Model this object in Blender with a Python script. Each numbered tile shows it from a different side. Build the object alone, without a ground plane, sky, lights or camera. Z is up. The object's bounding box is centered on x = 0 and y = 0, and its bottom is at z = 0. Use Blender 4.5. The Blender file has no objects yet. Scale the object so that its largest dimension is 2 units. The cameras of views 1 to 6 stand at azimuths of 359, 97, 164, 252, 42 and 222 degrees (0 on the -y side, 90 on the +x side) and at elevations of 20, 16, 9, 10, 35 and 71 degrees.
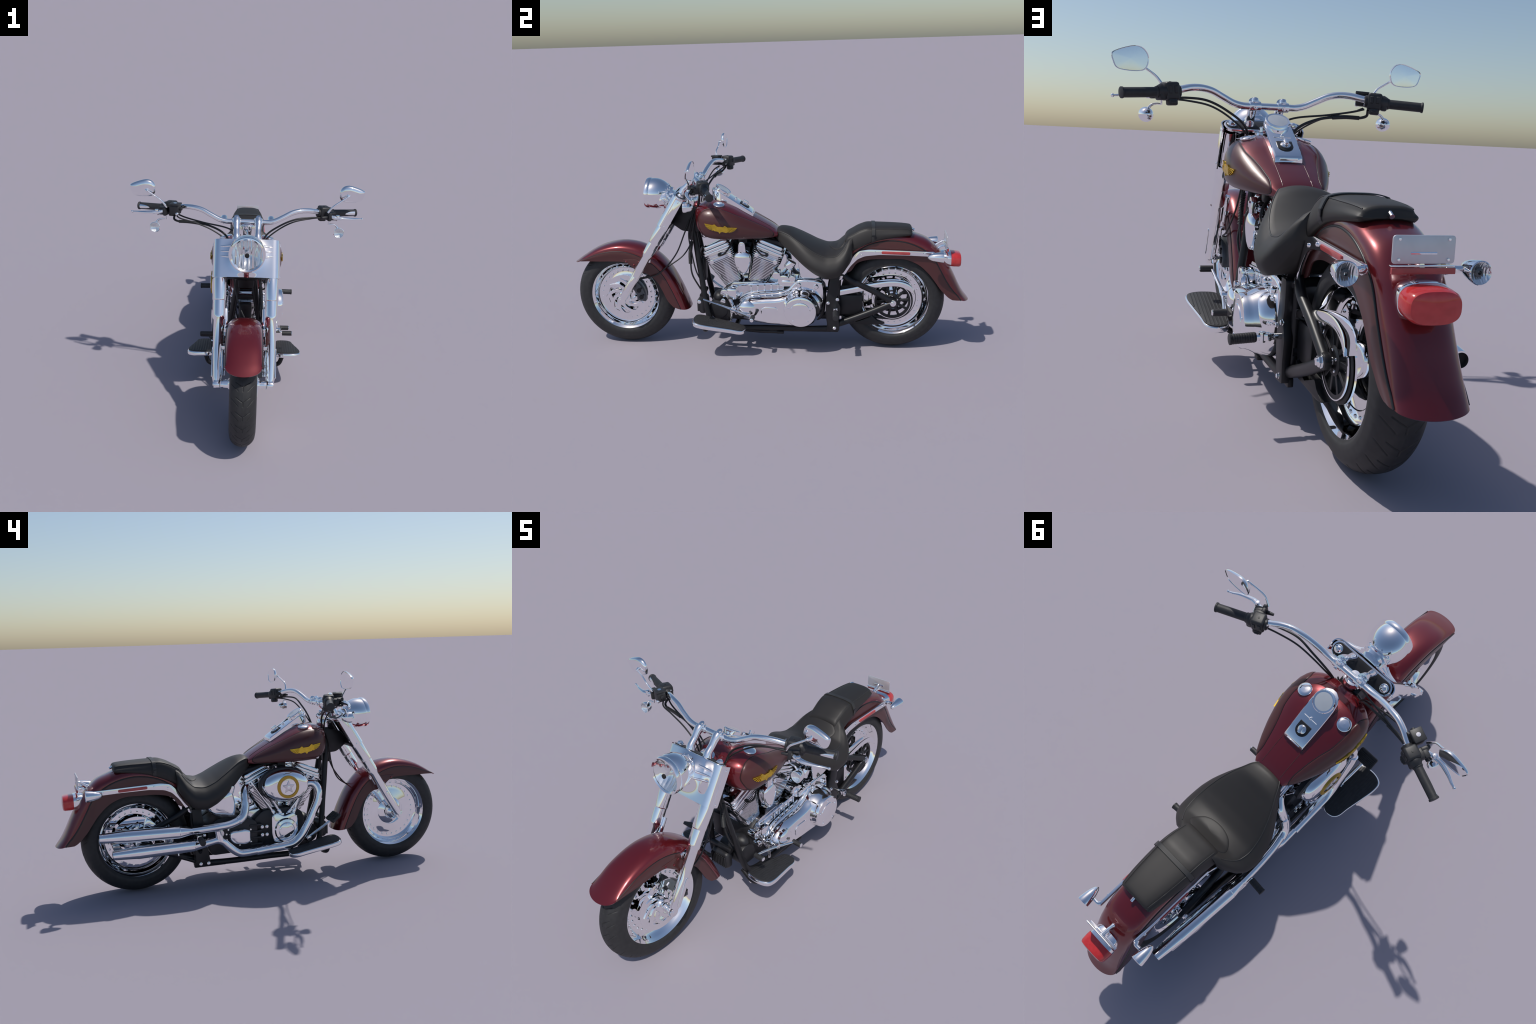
import bpy, bmesh, math, random
import numpy as np
from mathutils import Vector, Matrix
from mathutils.bvhtree import BVHTree

random.seed(7)
PI = math.pi
V = Vector

# ------------------------------------------------------------------ materials
def new_mat(name):
    m = bpy.data.materials.new(name)
    m.use_nodes = True
    nt = m.node_tree
    return m, nt, nt.nodes["Principled BSDF"]


def noise_ramp(nt, scale, c1, c2, detail=4.0, lo=0.35, hi=0.65):
    tc = nt.nodes.new("ShaderNodeTexCoord")
    nz = nt.nodes.new("ShaderNodeTexNoise")
    nz.inputs["Scale"].default_value = scale
    nz.inputs["Detail"].default_value = detail
    rp = nt.nodes.new("ShaderNodeValToRGB")
    rp.color_ramp.elements[0].position = lo
    rp.color_ramp.elements[1].position = hi
    rp.color_ramp.elements[0].color = (*c1, 1)
    rp.color_ramp.elements[1].color = (*c2, 1)
    nt.links.new(tc.outputs["Object"], nz.inputs["Vector"])
    nt.links.new(nz.outputs["Fac"], rp.inputs["Fac"])
    return nz, rp


def mat_simple(name, col, rough=0.4, metal=0.0, coat=0.0, coat_rough=0.05, vary=0.12,
               scale=30.0, bump=0.0, bump_scale=400.0, spec=0.5, coat_ior=1.5):
    m, nt, b = new_mat(name)
    c1 = tuple(c * (1 - vary) for c in col)
    c2 = tuple(min(1.0, c * (1 + vary)) for c in col)
    nz, rp = noise_ramp(nt, scale, c1, c2)
    nt.links.new(rp.outputs["Color"], b.inputs["Base Color"])
    b.inputs["Roughness"].default_value = rough
    b.inputs["Metallic"].default_value = metal
    b.inputs["Coat Weight"].default_value = coat
    b.inputs["Coat Roughness"].default_value = coat_rough
    b.inputs["Coat IOR"].default_value = coat_ior
    b.inputs["Specular IOR Level"].default_value = spec
    if bump:
        tc = nt.nodes.new("ShaderNodeTexCoord")
        n2 = nt.nodes.new("ShaderNodeTexNoise")
        n2.inputs["Scale"].default_value = bump_scale
        n2.inputs["Detail"].default_value = 6
        bp = nt.nodes.new("ShaderNodeBump")
        bp.inputs["Strength"].default_value = bump
        bp.inputs["Distance"].default_value = 0.002
        nt.links.new(tc.outputs["Object"], n2.inputs["Vector"])
        nt.links.new(n2.outputs["Fac"], bp.inputs["Height"])
        nt.links.new(bp.outputs["Normal"], b.inputs["Normal"])
    return m


CHROME = mat_simple("chrome", (0.97, 0.97, 0.98), rough=0.035, metal=1.0, vary=0.01)
STEEL = mat_simple("satin_steel", (0.72, 0.72, 0.74), rough=0.18, metal=1.0, vary=0.04)
ALU = mat_simple("bright_metal_casting", (0.82, 0.82, 0.84), rough=0.10, metal=1.0, vary=0.03)
PAINT = mat_simple("burgundy_metallic_paint", (0.150, 0.009, 0.014), rough=0.30, metal=0.50,
                   coat=1.0, coat_rough=0.06, vary=0.05, scale=900.0, spec=0.5)
PANEL = mat_simple("dark_burgundy_panel_paint", (0.072, 0.019, 0.018), rough=0.38, metal=0.10,
                   coat=0.30, coat_rough=0.12, vary=0.06, scale=600.0)
LINE = mat_simple("pinstripe_black", (0.012, 0.012, 0.013), rough=0.4)
RUBBER = mat_simple("tyre_rubber", (0.021, 0.021, 0.022), rough=0.60, vary=0.15, scale=60, bump=0.12)
GRIPR = mat_simple("grip_rubber", (0.022, 0.022, 0.024), rough=0.55, vary=0.15, scale=80, bump=0.2)
FRAME = mat_simple("gloss_black_frame_paint", (0.011, 0.011, 0.013), rough=0.40, spec=0.4)
CAST = mat_simple("black_engine_casting", (0.018, 0.018, 0.021), rough=0.42, vary=0.2, bump=0.25, bump_scale=700)
PLASTIC = mat_simple("black_switch_plastic", (0.020, 0.020, 0.022), rough=0.48, vary=0.15)
LEATHER = mat_simple("seat_leather", (0.020, 0.0175, 0.016), rough=0.55, vary=0.06, scale=300, bump=0.08, bump_scale=1500)
LEATHER2 = mat_simple("seat_piping", (0.030, 0.029, 0.028), rough=0.45)
CABLE = mat_simple("cable_sheath", (0.014, 0.014, 0.015), rough=0.42)
GOLD = mat_simple("gold_emblem", (0.74, 0.50, 0.06), rough=0.26, metal=0.95, vary=0.1, scale=60)
GOLDFLAT = mat_simple("gold_ring_enamel", (0.56, 0.33, 0.040), rough=0.45, metal=0.25, vary=0.12, scale=500)
PLATE = mat_simple("plate_aluminium", (0.62, 0.63, 0.66), rough=0.36, metal=0.5, vary=0.03)
REDBAR = mat_simple("red_reflector", (0.42, 0.05, 0.05), rough=0.35, coat=0.5)
GAUGE = mat_simple("gauge_face", (0.60, 0.62, 0.64), rough=0.22, metal=0.4, vary=0.02)
LENS = mat_simple("lens_glass_bright", (0.86, 0.88, 0.89), rough=0.10, metal=0.9, vary=0.02)
DARK = mat_simple("dark_recess", (0.006, 0.006, 0.007), rough=0.7)
CALIPER = mat_simple("caliper_grey", (0.10, 0.11, 0.12), rough=0.35, metal=0.5)


def mat_red_lens():
    m, nt, b = new_mat("red_lens")
    nz, rp = noise_ramp(nt, 60, (0.62, 0.035, 0.035), (0.70, 0.05, 0.05))
    nt.links.new(rp.outputs["Color"], b.inputs["Base Color"])
    b.inputs["Roughness"].default_value = 0.12
    b.inputs["Transmission Weight"].default_value = 0.25
    b.inputs["IOR"].default_value = 1.45
    b.inputs["Coat Weight"].default_value = 0.6
    return m


def mat_glass():
    m, nt, b = new_mat("clear_lens_glass")
    nz, rp = noise_ramp(nt, 40, (0.93, 0.95, 0.95), (0.98, 0.99, 0.99))
    nt.links.new(rp.outputs["Color"], b.inputs["Base Color"])
    b.inputs["Roughness"].default_value = 0.02
    b.inputs["Transmission Weight"].default_value = 1.0
    b.inputs["IOR"].default_value = 1.25
    return m


REDLENS = mat_red_lens()
GLASS = mat_glass()

# ------------------------------------------------------------------ geometry helpers
def spline(pts, n=8, closed=False):
    """Catmull-Rom through control points (any dimension)."""
    P = [np.array(p, float) for p in pts]
    out = []
    N = len(P)
    segs = N if closed else N - 1
    for i in range(segs):
        if closed:
            p0, p1, p2, p3 = P[(i - 1) % N], P[i], P[(i + 1) % N], P[(i + 2) % N]
        else:
            p1, p2 = P[i], P[i + 1]
            p0 = P[i - 1] if i > 0 else 2 * p1 - p2
            p3 = P[i + 2] if i + 2 < N else 2 * p2 - p1
        d1 = max(np.linalg.norm(p1 - p0), 1e-9) ** 0.5
        d2 = max(np.linalg.norm(p2 - p1), 1e-9) ** 0.5
        d3 = max(np.linalg.norm(p3 - p2), 1e-9) ** 0.5
        m1 = d2 * ((p1 - p0) / d1 - (p2 - p0) / (d1 + d2) + (p2 - p1) / d2)
        m2 = d2 * ((p2 - p1) / d2 - (p3 - p1) / (d2 + d3) + (p3 - p2) / d3)
        for k in range(n):
            t = k / n
            a = 2 * t**3 - 3 * t**2 + 1
            b = t**3 - 2 * t**2 + t
            c = -2 * t**3 + 3 * t**2
            d = t**3 - t**2
            out.append(a * p1 + b * m1 + c * p2 + d * m2)
    if not closed:
        out.append(P[-1])
    return out


def interp(x, xs, ys):
    """smooth (cubic) interpolation through stations"""
    xs = list(xs); ys = list(ys)
    if x <= xs[0]: return ys[0]
    if x >= xs[-1]: return ys[-1]
    i = max(k for k in range(len(xs) - 1) if xs[k] <= x)
    def slope(k):
        if k == 0: return (ys[1] - ys[0]) / (xs[1] - xs[0])
        if k == len(xs) - 1: return (ys[-1] - ys[-2]) / (xs[-1] - xs[-2])
        a = (ys[k] - ys[k - 1]) / (xs[k] - xs[k - 1]); b = (ys[k + 1] - ys[k]) / (xs[k + 1] - xs[k])
        if a * b <= 0: return 0.0
        return 2 * a * b / (a + b)
    h = xs[i + 1] - xs[i]; t = (x - xs[i]) / h
    return ((2*t**3 - 3*t**2 + 1) * ys[i] + (t**3 - 2*t**2 + t) * h * slope(i)
            + (-2*t**3 + 3*t**2) * ys[i + 1] + (t**3 - t**2) * h * slope(i + 1))


def frame(w, up=(0, 0, 1)):
    w = V(w).normalized()
    up = V(up)
    if abs(w.dot(up)) > 0.99:
        up = V((0, 1, 0)) if abs(w.y) < 0.9 else V((1, 0, 0))
    u = up.cross(w).normalized()
    v = w.cross(u)
    return u, v, w


class B:
    """collects faces of one part"""
    def __init__(self):
        self.v = []
        self.f = []

    def add(self, vs, fs):
        o = len(self.v)
        self.v += [tuple(p) for p in vs]
        self.f += [tuple(i + o for i in f) for f in fs]
        return self

    def rings(self, rings, close_ring=True, cap0=False, cap1=False, loop=False):
        n = len(rings[0])
        vs = [p for r in rings for p in r]
        fs = []
        m = len(rings)
        for i in range(m if loop else m - 1):
            a = i * n; b = ((i + 1) % m) * n
            for j in range(n if close_ring else n - 1):
                k = (j + 1) % n
                fs.append((a + j, a + k, b + k, b + j))
        if cap0: fs.append(tuple(range(n))[::-1])
        if cap1: fs.append(tuple((m - 1) * n + j for j in range(n)))
        return self.add(vs, fs)

    def tube(self, path, r, seg=12, cap=True, flat=1.0, up=(0, 0, 1), closed=False):
        P = [V(p) for p in path]
        n = len(P)
        rr = r if hasattr(r, "__len__") else [r] * n
        if len(rr) != n:
            rr = np.interp(np.linspace(0, 1, n), np.linspace(0, 1, len(rr)), rr)
        rings = []
        u = None
        for i in range(n):
            if closed:
                t = (P[(i + 1) % n] - P[i - 1]).normalized()
            else:
                t = (P[min(i + 1, n - 1)] - P[max(i - 1, 0)]).normalized()
            if u is None:
                u, v, _ = frame(t, up)
            else:
                u = (u - t * u.dot(t)).normalized()
                v = t.cross(u)
            rings.append([P[i] + u * (rr[i] * math.cos(2*PI*k/seg)) + v * (rr[i] * flat * math.sin(2*PI*k/seg))
                          for k in range(seg)])
        return self.rings(rings, cap0=cap and not closed, cap1=cap and not closed, loop=closed)

    def lathe(self, prof, org, axis, seg=32, up=(0, 0, 1), cap0=True, cap1=True):
        """prof: list of (radius, distance along axis)"""
        u, v, w = frame(axis, up)
        org = V(org)
        rings = []
        for r, d in prof:
            r = max(r, 1e-5)
            rings.append([org + w * d + u * (r * math.cos(2*PI*k/seg)) + v * (r * math.sin(2*PI*k/seg)) for k in range(seg)])
        if tuple(prof[0]) == tuple(prof[-1]):            # closed section: a ring, no end caps
            return self.rings(rings[:-1], loop=True)
        return self.rings(rings, cap0=cap0 and prof[0][0] > 1e-4, cap1=cap1 and prof[-1][0] > 1e-4)

    def cyl(self, p0, p1, r, seg=20, bev=None, r1=None):
        p0, p1 = V(p0), V(p1)
        L = (p1 - p0).length
        b = min(r, L / 2) * 0.12 if bev is None else bev
        r1 = r if r1 is None else r1
        pr = [(r - b, 0), (r - b * .3, b * .3), (r, b), (r1, L - b), (r1 - b * .3, L - b * .3), (r1 - b, L)]
        return self.lathe(pr, p0, p1 - p0, seg)

    def bm(self, bm, M=None):
        bm.verts.index_update()
        vs = [(M @ v.co if M else v.co) for v in bm.verts]
        fs = [[v.index for v in f.verts] for f in bm.faces]
        bm.free()
        return self.add(vs, fs)

    def prism(self, outline, depth, org=(0, 0, 0), u=(0, 1, 0), v=(0, 0, 1), bev=0.003, seg=2, ang=25):
        """outline of (a,b) in frame u,v, extruded symmetric-free by depth along u x v"""
        u = V(u).normalized(); v = V(v).normalized(); w = u.cross(v).normalized()
        bm = bmesh.new()
        vs = [bm.verts.new((a, b, 0)) for a, b in outline]
        f = bm.faces.new(vs)
        bm.normal_update()
        if f.normal.z < 0:
            bmesh.ops.reverse_faces(bm, faces=[f])
        r = bmesh.ops.extrude_face_region(bm, geom=[f])
        for e in r["geom"]:
            if isinstance(e, bmesh.types.BMVert):
                e.co.z += depth
        bmesh.ops.recalc_face_normals(bm, faces=bm.faces)
        if bev > 0:
            es = [e for e in bm.edges if len(e.link_faces) == 2 and e.calc_face_angle(0) > math.radians(ang)]
            bmesh.ops.bevel(bm, geom=es, offset=bev, segments=seg, affect="EDGES", profile=0.5, clamp_overlap=True)
        M = Matrix((( u.x, v.x, w.x, org[0]), (u.y, v.y, w.y, org[1]), (u.z, v.z, w.z, org[2]), (0, 0, 0, 1)))
        return self.bm(bm, M)

    def box(self, c, s, bev=0.004, seg=2, rot=None):
        bm = bmesh.new()
        bmesh.ops.create_cube(bm, size=1)
        bmesh.ops.scale(bm, vec=s, verts=bm.verts)
        if bev > 0:
            bmesh.ops.bevel(bm, geom=list(bm.edges), offset=min(bev, min(s) * 0.45), segments=seg, affect="EDGES", profile=0.5)
        M = Matrix.Translation(V(c)) @ (rot.to_4x4() if rot else Matrix())
        return self.bm(bm, M)

    def sphere(self, c, r, s=(1, 1, 1), seg=20):
        bm = bmesh.new()
        bmesh.ops.create_uvsphere(bm, u_segments=seg, v_segments=seg // 2 + 1, radius=r)
        bmesh.ops.scale(bm, vec=s, verts=bm.verts)
        return self.bm(bm, Matrix.Translation(V(c)))

    def mirrored(self):
        o = len(self.v)
        self.v += [(-p[0], p[1], p[2]) for p in self.v]
        self.f += [tuple(i + o for i in f[::-1]) for f in self.f]
        return self

    def mesh(self, name, mat, ang=35, solid=0.0):
        me = bpy.data.meshes.new(name)
        me.from_pydata(self.v, [], self.f)
        bm = bmesh.new(); bm.from_mesh(me)
        bmesh.ops.remove_doubles(bm, verts=bm.verts, dist=1e-6)
        bmesh.ops.recalc_face_normals(bm, faces=bm.faces)
        bm.to_mesh(me); bm.free()
        me.polygons.foreach_set("use_smooth", [True] * len(me.polygons))
        me.set_sharp_from_angle(angle=math.radians(ang))
        me.materials.append(mat)
        return me

    def obj(self, name, mat, parent=None, ang=35, solid=0.0, offset=-1.0, stuff=False):
        me = self.mesh(name, mat, ang)
        ob = bpy.data.objects.new(name, me)
        bpy.context.scene.collection.objects.link(ob)
        if solid:
            md = ob.modifiers.new("thickness", "SOLIDIFY")
            md.thickness = solid; md.offset = offset
            md.use_even_offset = False
            dg = bpy.context.evaluated_depsgraph_get()
            me2 = bpy.data.meshes.new_from_object(ob.evaluated_get(dg))
            ob.modifiers.clear()
            ob.data = me2
            me2.name = name
            me2.polygons.foreach_set("use_smooth", [True] * len(me2.polygons))
            me2.set_sharp_from_angle(angle=math.radians(ang))
        ob.parent = parent or ROOT
        if stuff:
            ob["kind"] = "stuff"
        return ob


def inst(src_mesh, name, M, parent):
    ob = bpy.data.objects.new(name, src_mesh)
    bpy.context.scene.collection.objects.link(ob)
    ob.parent = parent or ROOT
    ob.matrix_local = M
    return ob


def along(p, d):
    """matrix placing a +z-axis mesh at p pointing along d"""
    u, v, w = frame(d)
    return Matrix(((u.x, v.x, w.x, p[0]), (u.y, v.y, w.y, p[1]), (u.z, v.z, w.z, p[2]), (0, 0, 0, 1)))


def rounded_poly(pts, r, n=4):
    """round the corners of a 2D polygon"""
    out = []
    N = len(pts)
    for i in range(N):
        p0, p1, p2 = np.array(pts[i - 1], float), np.array(pts[i], float), np.array(pts[(i + 1) % N], float)
        a = p0 - p1; b = p2 - p1
        la, lb = np.linalg.norm(a), np.linalg.norm(b)
        rr = r[i] if hasattr(r, "__len__") else r
        d = min(rr, la * 0.48, lb * 0.48)
        s, e = p1 + a / la * d, p1 + b / lb * d
        for k in range(n + 1):
            t = k / n
            out.append(tuple((1 - t)**2 * s + 2 * t * (1 - t) * p1 + t * t * e))
    return out


def ellipse(cx, cy, a, b, n=40):
    return [(cx + a * math.cos(2*PI*k/n), cy + b * math.sin(2*PI*k/n)) for k in range(n)]


# root empty: base of the machine, the centre plane sits 5 mm to the left
ROOT = bpy.data.objects.new("motorcycle", None)
bpy.context.scene.collection.objects.link(ROOT)
ROOT.location = (0.005, 0, 0)
ROOT["label"] = "burgundy cruiser motorcycle with chrome V-twin engine and black seat"
ROOT["category"] = "motorcycle"

# shared small fasteners
_b = B().lathe([(0.0042, 0), (0.0042, 0.0014), (0.0034, 0.0026), (0.0, 0.0032)], (0, 0, 0), (0, 0, 1), 12)
RIVET = _b.mesh("rivet", CHROME)
_b = B().lathe([(0.0085, 0), (0.0085, 0.002), (0.0065, 0.0025), (0.0065, 0.007), (0.005, 0.0085), (0, 0.009)], (0, 0, 0), (0, 0, 1), 12)
BOLT = _b.mesh("bolt", CHROME, 25)

FW = (0.0, -0.741, 0.259)   # front wheel centre
RW = (0.0, 0.6255, 0.2575)  # rear wheel centre

# ------------------------------------------------------------------ tyres and wheels
def tyre(name, c, R, W, rim, nchev, parent, flip=1):
    half = [(0.0, 1.0), (0.25, 0.9935), (0.5, 0.972), (0.7, 0.938), (0.84, 0.900), (0.93, 0.860), (0.985, 0.80)]
    # crown profile (lateral fraction, radius fraction), then sidewall to the bead
    latp = [h[0] for h in half]; radp = [h[1] for h in half]
    ns = 33
    prof = []
    for i in range(ns):
        s = i / (ns - 1)
        prof.append((s * 0.985, interp(s * 0.985, latp, radp)))
    bead = rim / R
    side = spline([(0.985, 0.80), (1.0, 0.775), (0.985, 0.74), (0.93, bead + 0.015), (0.88, bead - 0.01), (0.80, bead - 0.02)], 4)[1:]
    prof = prof + [(s[0], s[1]) for s in side]
    full = [(-a, b) for a, b in prof[::-1]] + prof[1:]
    lat = np.array([p[0] for p in full]); rad = np.array([p[1] for p in full]) * R
    nseg = 1080
    th = np.arange(nseg) * 2 * PI / nseg
    TH, LA = np.meshgrid(th, lat, indexing="ij")
    RA = np.tile(rad, (nseg, 1))
    per = 2 * PI / nchev
    A = np.abs(LA)
    depth = np.zeros_like(TH)

    def groove(lo, hi, off, k, wid, dep, sides=None):
        ph = (TH - off * per - k * A * W / R + per / 2) % per - per / 2
        d = np.abs(ph) * R / wid
        m = np.clip(1.3 - d, 0, 1)
        m *= np.clip((A - lo) * 25 + 1, 0, 1) * np.clip((hi - A) * 25 + 1, 0, 1)
        if sides is not None:
            m *= (LA * sides > 0)
        return m * dep

    g1 = groove(0.04, 0.50, 0.0, 0.70, 0.0019, 0.0032)
    g2 = groove(0.34, 0.80, 0.42, 1.05, 0.0017, 0.0028)
    ph = (TH + per / 2) % per - per / 2
    stem = np.clip(1.3 - A * W / 0.0017, 0, 1) * np.clip((ph * R + 0.020) * 400, 0, 1) * np.clip((0.002 - ph * R) * 400, 0, 1) * 0.0032
    depth = np.maximum.reduce([g1, g2, stem]) * (A < 0.985)
    RA = RA - depth
    X = c[0] + LA * W
    Y = c[1] - RA * np.cos(TH) * flip
    Z = c[2] + RA * np.sin(TH)
    n = len(lat)
    vs = np.stack([X, Y, Z], -1).reshape(-1, 3)
    i = np.arange(nseg)[:, None]; j = np.arange(n - 1)[None, :]
    i2 = (i + 1) % nseg
    fs = np.stack([i * n + j, i * n + j + 1, i2 * n + j + 1, i2 * n + j], -1).reshape(-1, 4)
    me = bpy.data.meshes.new(name)
    me.from_pydata(vs.tolist(), [], fs.tolist())
    bm = bmesh.new(); bm.from_mesh(me)
    bmesh.ops.recalc_face_normals(bm, faces=bm.faces)
    bm.to_mesh(me); bm.free()
    me.polygons.foreach_set("use_smooth", [True] * len(me.polygons))
    me.materials.append(RUBBER)
    ob = bpy.data.objects.new(name, me)
    bpy.context.scene.collection.objects.link(ob)
    ob.parent = parent
    return ob


def wheel(c, R, W, rim, nchev, name, dish_p, dish_m, nriv, rriv, flip=1):
    # rim barrel with lips both sides
    w = W * 0.86
    prof = [(rim - 0.010, -w + 0.006), (rim - 0.002, -w - 0.002), (rim + 0.002, -w), (rim, -w + 0.006), (rim - 0.006, -w + 0.010),
            (rim - 0.006, w - 0.010), (rim, w - 0.006), (rim + 0.002, w), (rim - 0.002, w + 0.002), (rim - 0.010, w - 0.006),
            (rim - 0.016, w - 0.013), (rim - 0.022, dish_p[0][1] + 0.010), (rim - 0.029, dish_p[0][1] + 0.003), (rim - 0.034, dish_p[0][1]), (rim - 0.040, dish_p[0][1] - 0.002),
            (rim - 0.040, -dish_m[0][1] + 0.002), (rim - 0.034, -dish_m[0][1]), (rim - 0.029, -dish_m[0][1] - 0.003), (rim - 0.022, -dish_m[0][1] - 0.010), (rim - 0.016, -w + 0.013), (rim - 0.010, -w + 0.006)]
    root = B().lathe(prof, c, (1, 0, 0), 96)
    rimo = root.obj(name, CHROME, None, 50)
    tyre("tyre", c, R, W, rim, nchev, rimo, flip)
    # solid disc, left and right face
    disc = B()
    disc.lathe(dish_p, c, (1, 0, 0), 96)
    disc.lathe(dish_m, c, (-1, 0, 0), 96)
    d = disc.obj("wheel_disc", CHROME, rimo, 30)
    for sgn, dish in ((1, dish_p), (-1, dish_m)):
        xr = np.interp(rriv, [p[0] for p in dish[::-1]], [p[1] for p in dish[::-1]])
        for k in range(nriv):
            a = 2 * PI * (k + 0.5) / nriv
            p = (c[0] + sgn * xr, c[1] + rriv * math.cos(a), c[2] + rriv * math.sin(a))
            inst(RIVET, "rivet", along(p, (sgn, 0, 0)) @ Matrix.Scale(1.25, 4), rimo)
    return rimo


# profiles run from the rim inward: (radius, distance from the centre plane)
front_dish = [(0.147, 0.007), (0.118, 0.008), (0.113, 0.010), (0.060, 0.014), (0.045, 0.018), (0.040, 0.040), (0.030, 0.044), (0.0, 0.045)]
fwheel = wheel(FW, 0.259, 0.056, 0.180, 26, "front_wheel", [(r, x + 0.009 * min(1, r / 0.04)) for r, x in front_dish], front_dish, 28, 0.131)
rear_dish_p = [(0.147, 0.016), (0.118, 0.018), (0.110, 0.012), (0.060, 0.008), (0.045, 0.012), (0.043, 0.050), (0.035, 0.055), (0.0, 0.056)]
rear_dish_m = [(0.147, 0.010), (0.118, 0.012), (0.108, 0.004), (0.075, 0.008), (0.052, 0.020), (0.045, 0.050), (0.035, 0.055), (0.0, 0.056)]
rwheel = wheel(RW, 0.2575, 0.068, 0.180, 24, "rear_wheel", rear_dish_p, rear_dish_m, 28, 0.133, -1)


def ring_prism(b, c, r0, r1, x0, x1, axis=(1, 0, 0), seg=64):
    b.lathe([(r0, x0), (r1, x0), (r1, x1), (r0, x1), (r0, x0)], c, axis, seg)


def curved_arm(b, c, r0, r1, a0, a1, w, x0, x1, n=8):
    """curved flat arm between radii, sweeping an angle"""
    L = []; Rr = []
    for k in range(n + 1):
        t = k / n
        r = r0 + (r1 - r0) * t; a = a0 + (a1 - a0) * t
        dx, dz = math.cos(a), math.sin(a)
        # tangent
        tr = (r1 - r0); ta = (a1 - a0) * r
        tx, tz = tr * dx - ta * dz, tr * dz + ta * dx
        ln = math.hypot(tx, tz); nx, nz = -tz / ln, tx / ln
        px, pz = r * dx, r * dz
        L.append((px + nx * w / 2, pz + nz * w / 2)); Rr.append((px - nx * w / 2, pz - nz * w / 2))
    b.prism(L + Rr[::-1], x1 - x0, (c[0] + x0, c[1], c[2]), (0, 1, 0), (0, 0, 1), bev=0.0012, seg=1, ang=50)


# front brake rotor (left side), swirl arms
b = B()
ring_prism(b, FW, 0.088, 0.116, 0.050, 0.055)
for k in range(9):
    a = 2 * PI * k / 9
    curved_arm(b, FW, 0.028, 0.094, a, a + 1.10, 0.017, 0.048, 0.059)
b.lathe([(0.034, 0.030), (0.034, 0.060), (0.030, 0.066), (0.018, 0.070), (0.018, 0.085), (0, 0.086)], FW, (1, 0, 0), 40)
b.obj("brake_rotor", CHROME, fwheel, 30)
# hub rings on the right
b = B()
b.lathe([(0.072, 0.010), (0.072, 0.015), (0.068, 0.018), (0.040, 0.030), (0.036, 0.052), (0.022, 0.066), (0.020, 0.085), (0, 0.086)], FW, (-1, 0, 0), 48)
b.obj("hub_cover", CHROME, fwheel, 30)
# axle
b = B()
b.cyl((-0.131, FW[1], FW[2]), (0.129, FW[1], FW[2]), 0.0105, 20)
b.cyl((-0.128, FW[1], FW[2]), (-0.100, FW[1], FW[2]), 0.014, 6)
b.cyl((0.068, FW[1], FW[2]), (0.105, FW[1], FW[2]), 0.017, 24)
b.cyl((-0.100, FW[1], FW[2]), (-0.066, FW[1], FW[2]), 0.017, 24)
b.obj("front_axle", CHROME, fwheel, 30)

# front caliper, behind the left fork leg
b = B()
cal = []
for k in range(7):
    a = math.radians(-8 + k * 11); cal.append((0.118 * math.cos(a), 0.118 * math.sin(a)))
for k in range(7):
    a = math.radians(58 - k * 11); cal.append((0.072 * math.cos(a), 0.072 * math.sin(a)))
b.prism(cal, 0.040, (0.044, FW[1], FW[2]), bev=0.004)
cb = b.obj("front_brake_caliper", CALIPER, None)
b = B()
for a in (5, 27, 50):
    a = math.radians(a)
    p = (0.083, FW[1] + 0.096 * math.cos(a), FW[2] + 0.096 * math.sin(a))
    b.cyl(p, (p[0] + 0.006, p[1], p[2]), 0.011, 16)
    b.cyl((p[0], p[1] + .012, p[2] + .012), (p[0] + 0.008, p[1] + .012, p[2] + .012), 0.005, 8)
b.obj("caliper_piston_cap", FRAME, cb)

# ------------------------------------------------------------------ front fork
ax = V((0, -0.334, -0.534)).normalized()
FORK_TOP = V((0, -0.407, 0.790))
fork_len = 0.63


def fk(s, x, fwd=0.0):
    """point s metres down the fork axis at lateral x, fwd = offset towards the front"""
    n = V((0, ax.z, -ax.y))            # perpendicular, pointing forward
    p = FORK_TOP + ax * s + n * fwd
    return V((x, p.y, p.z))


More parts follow.
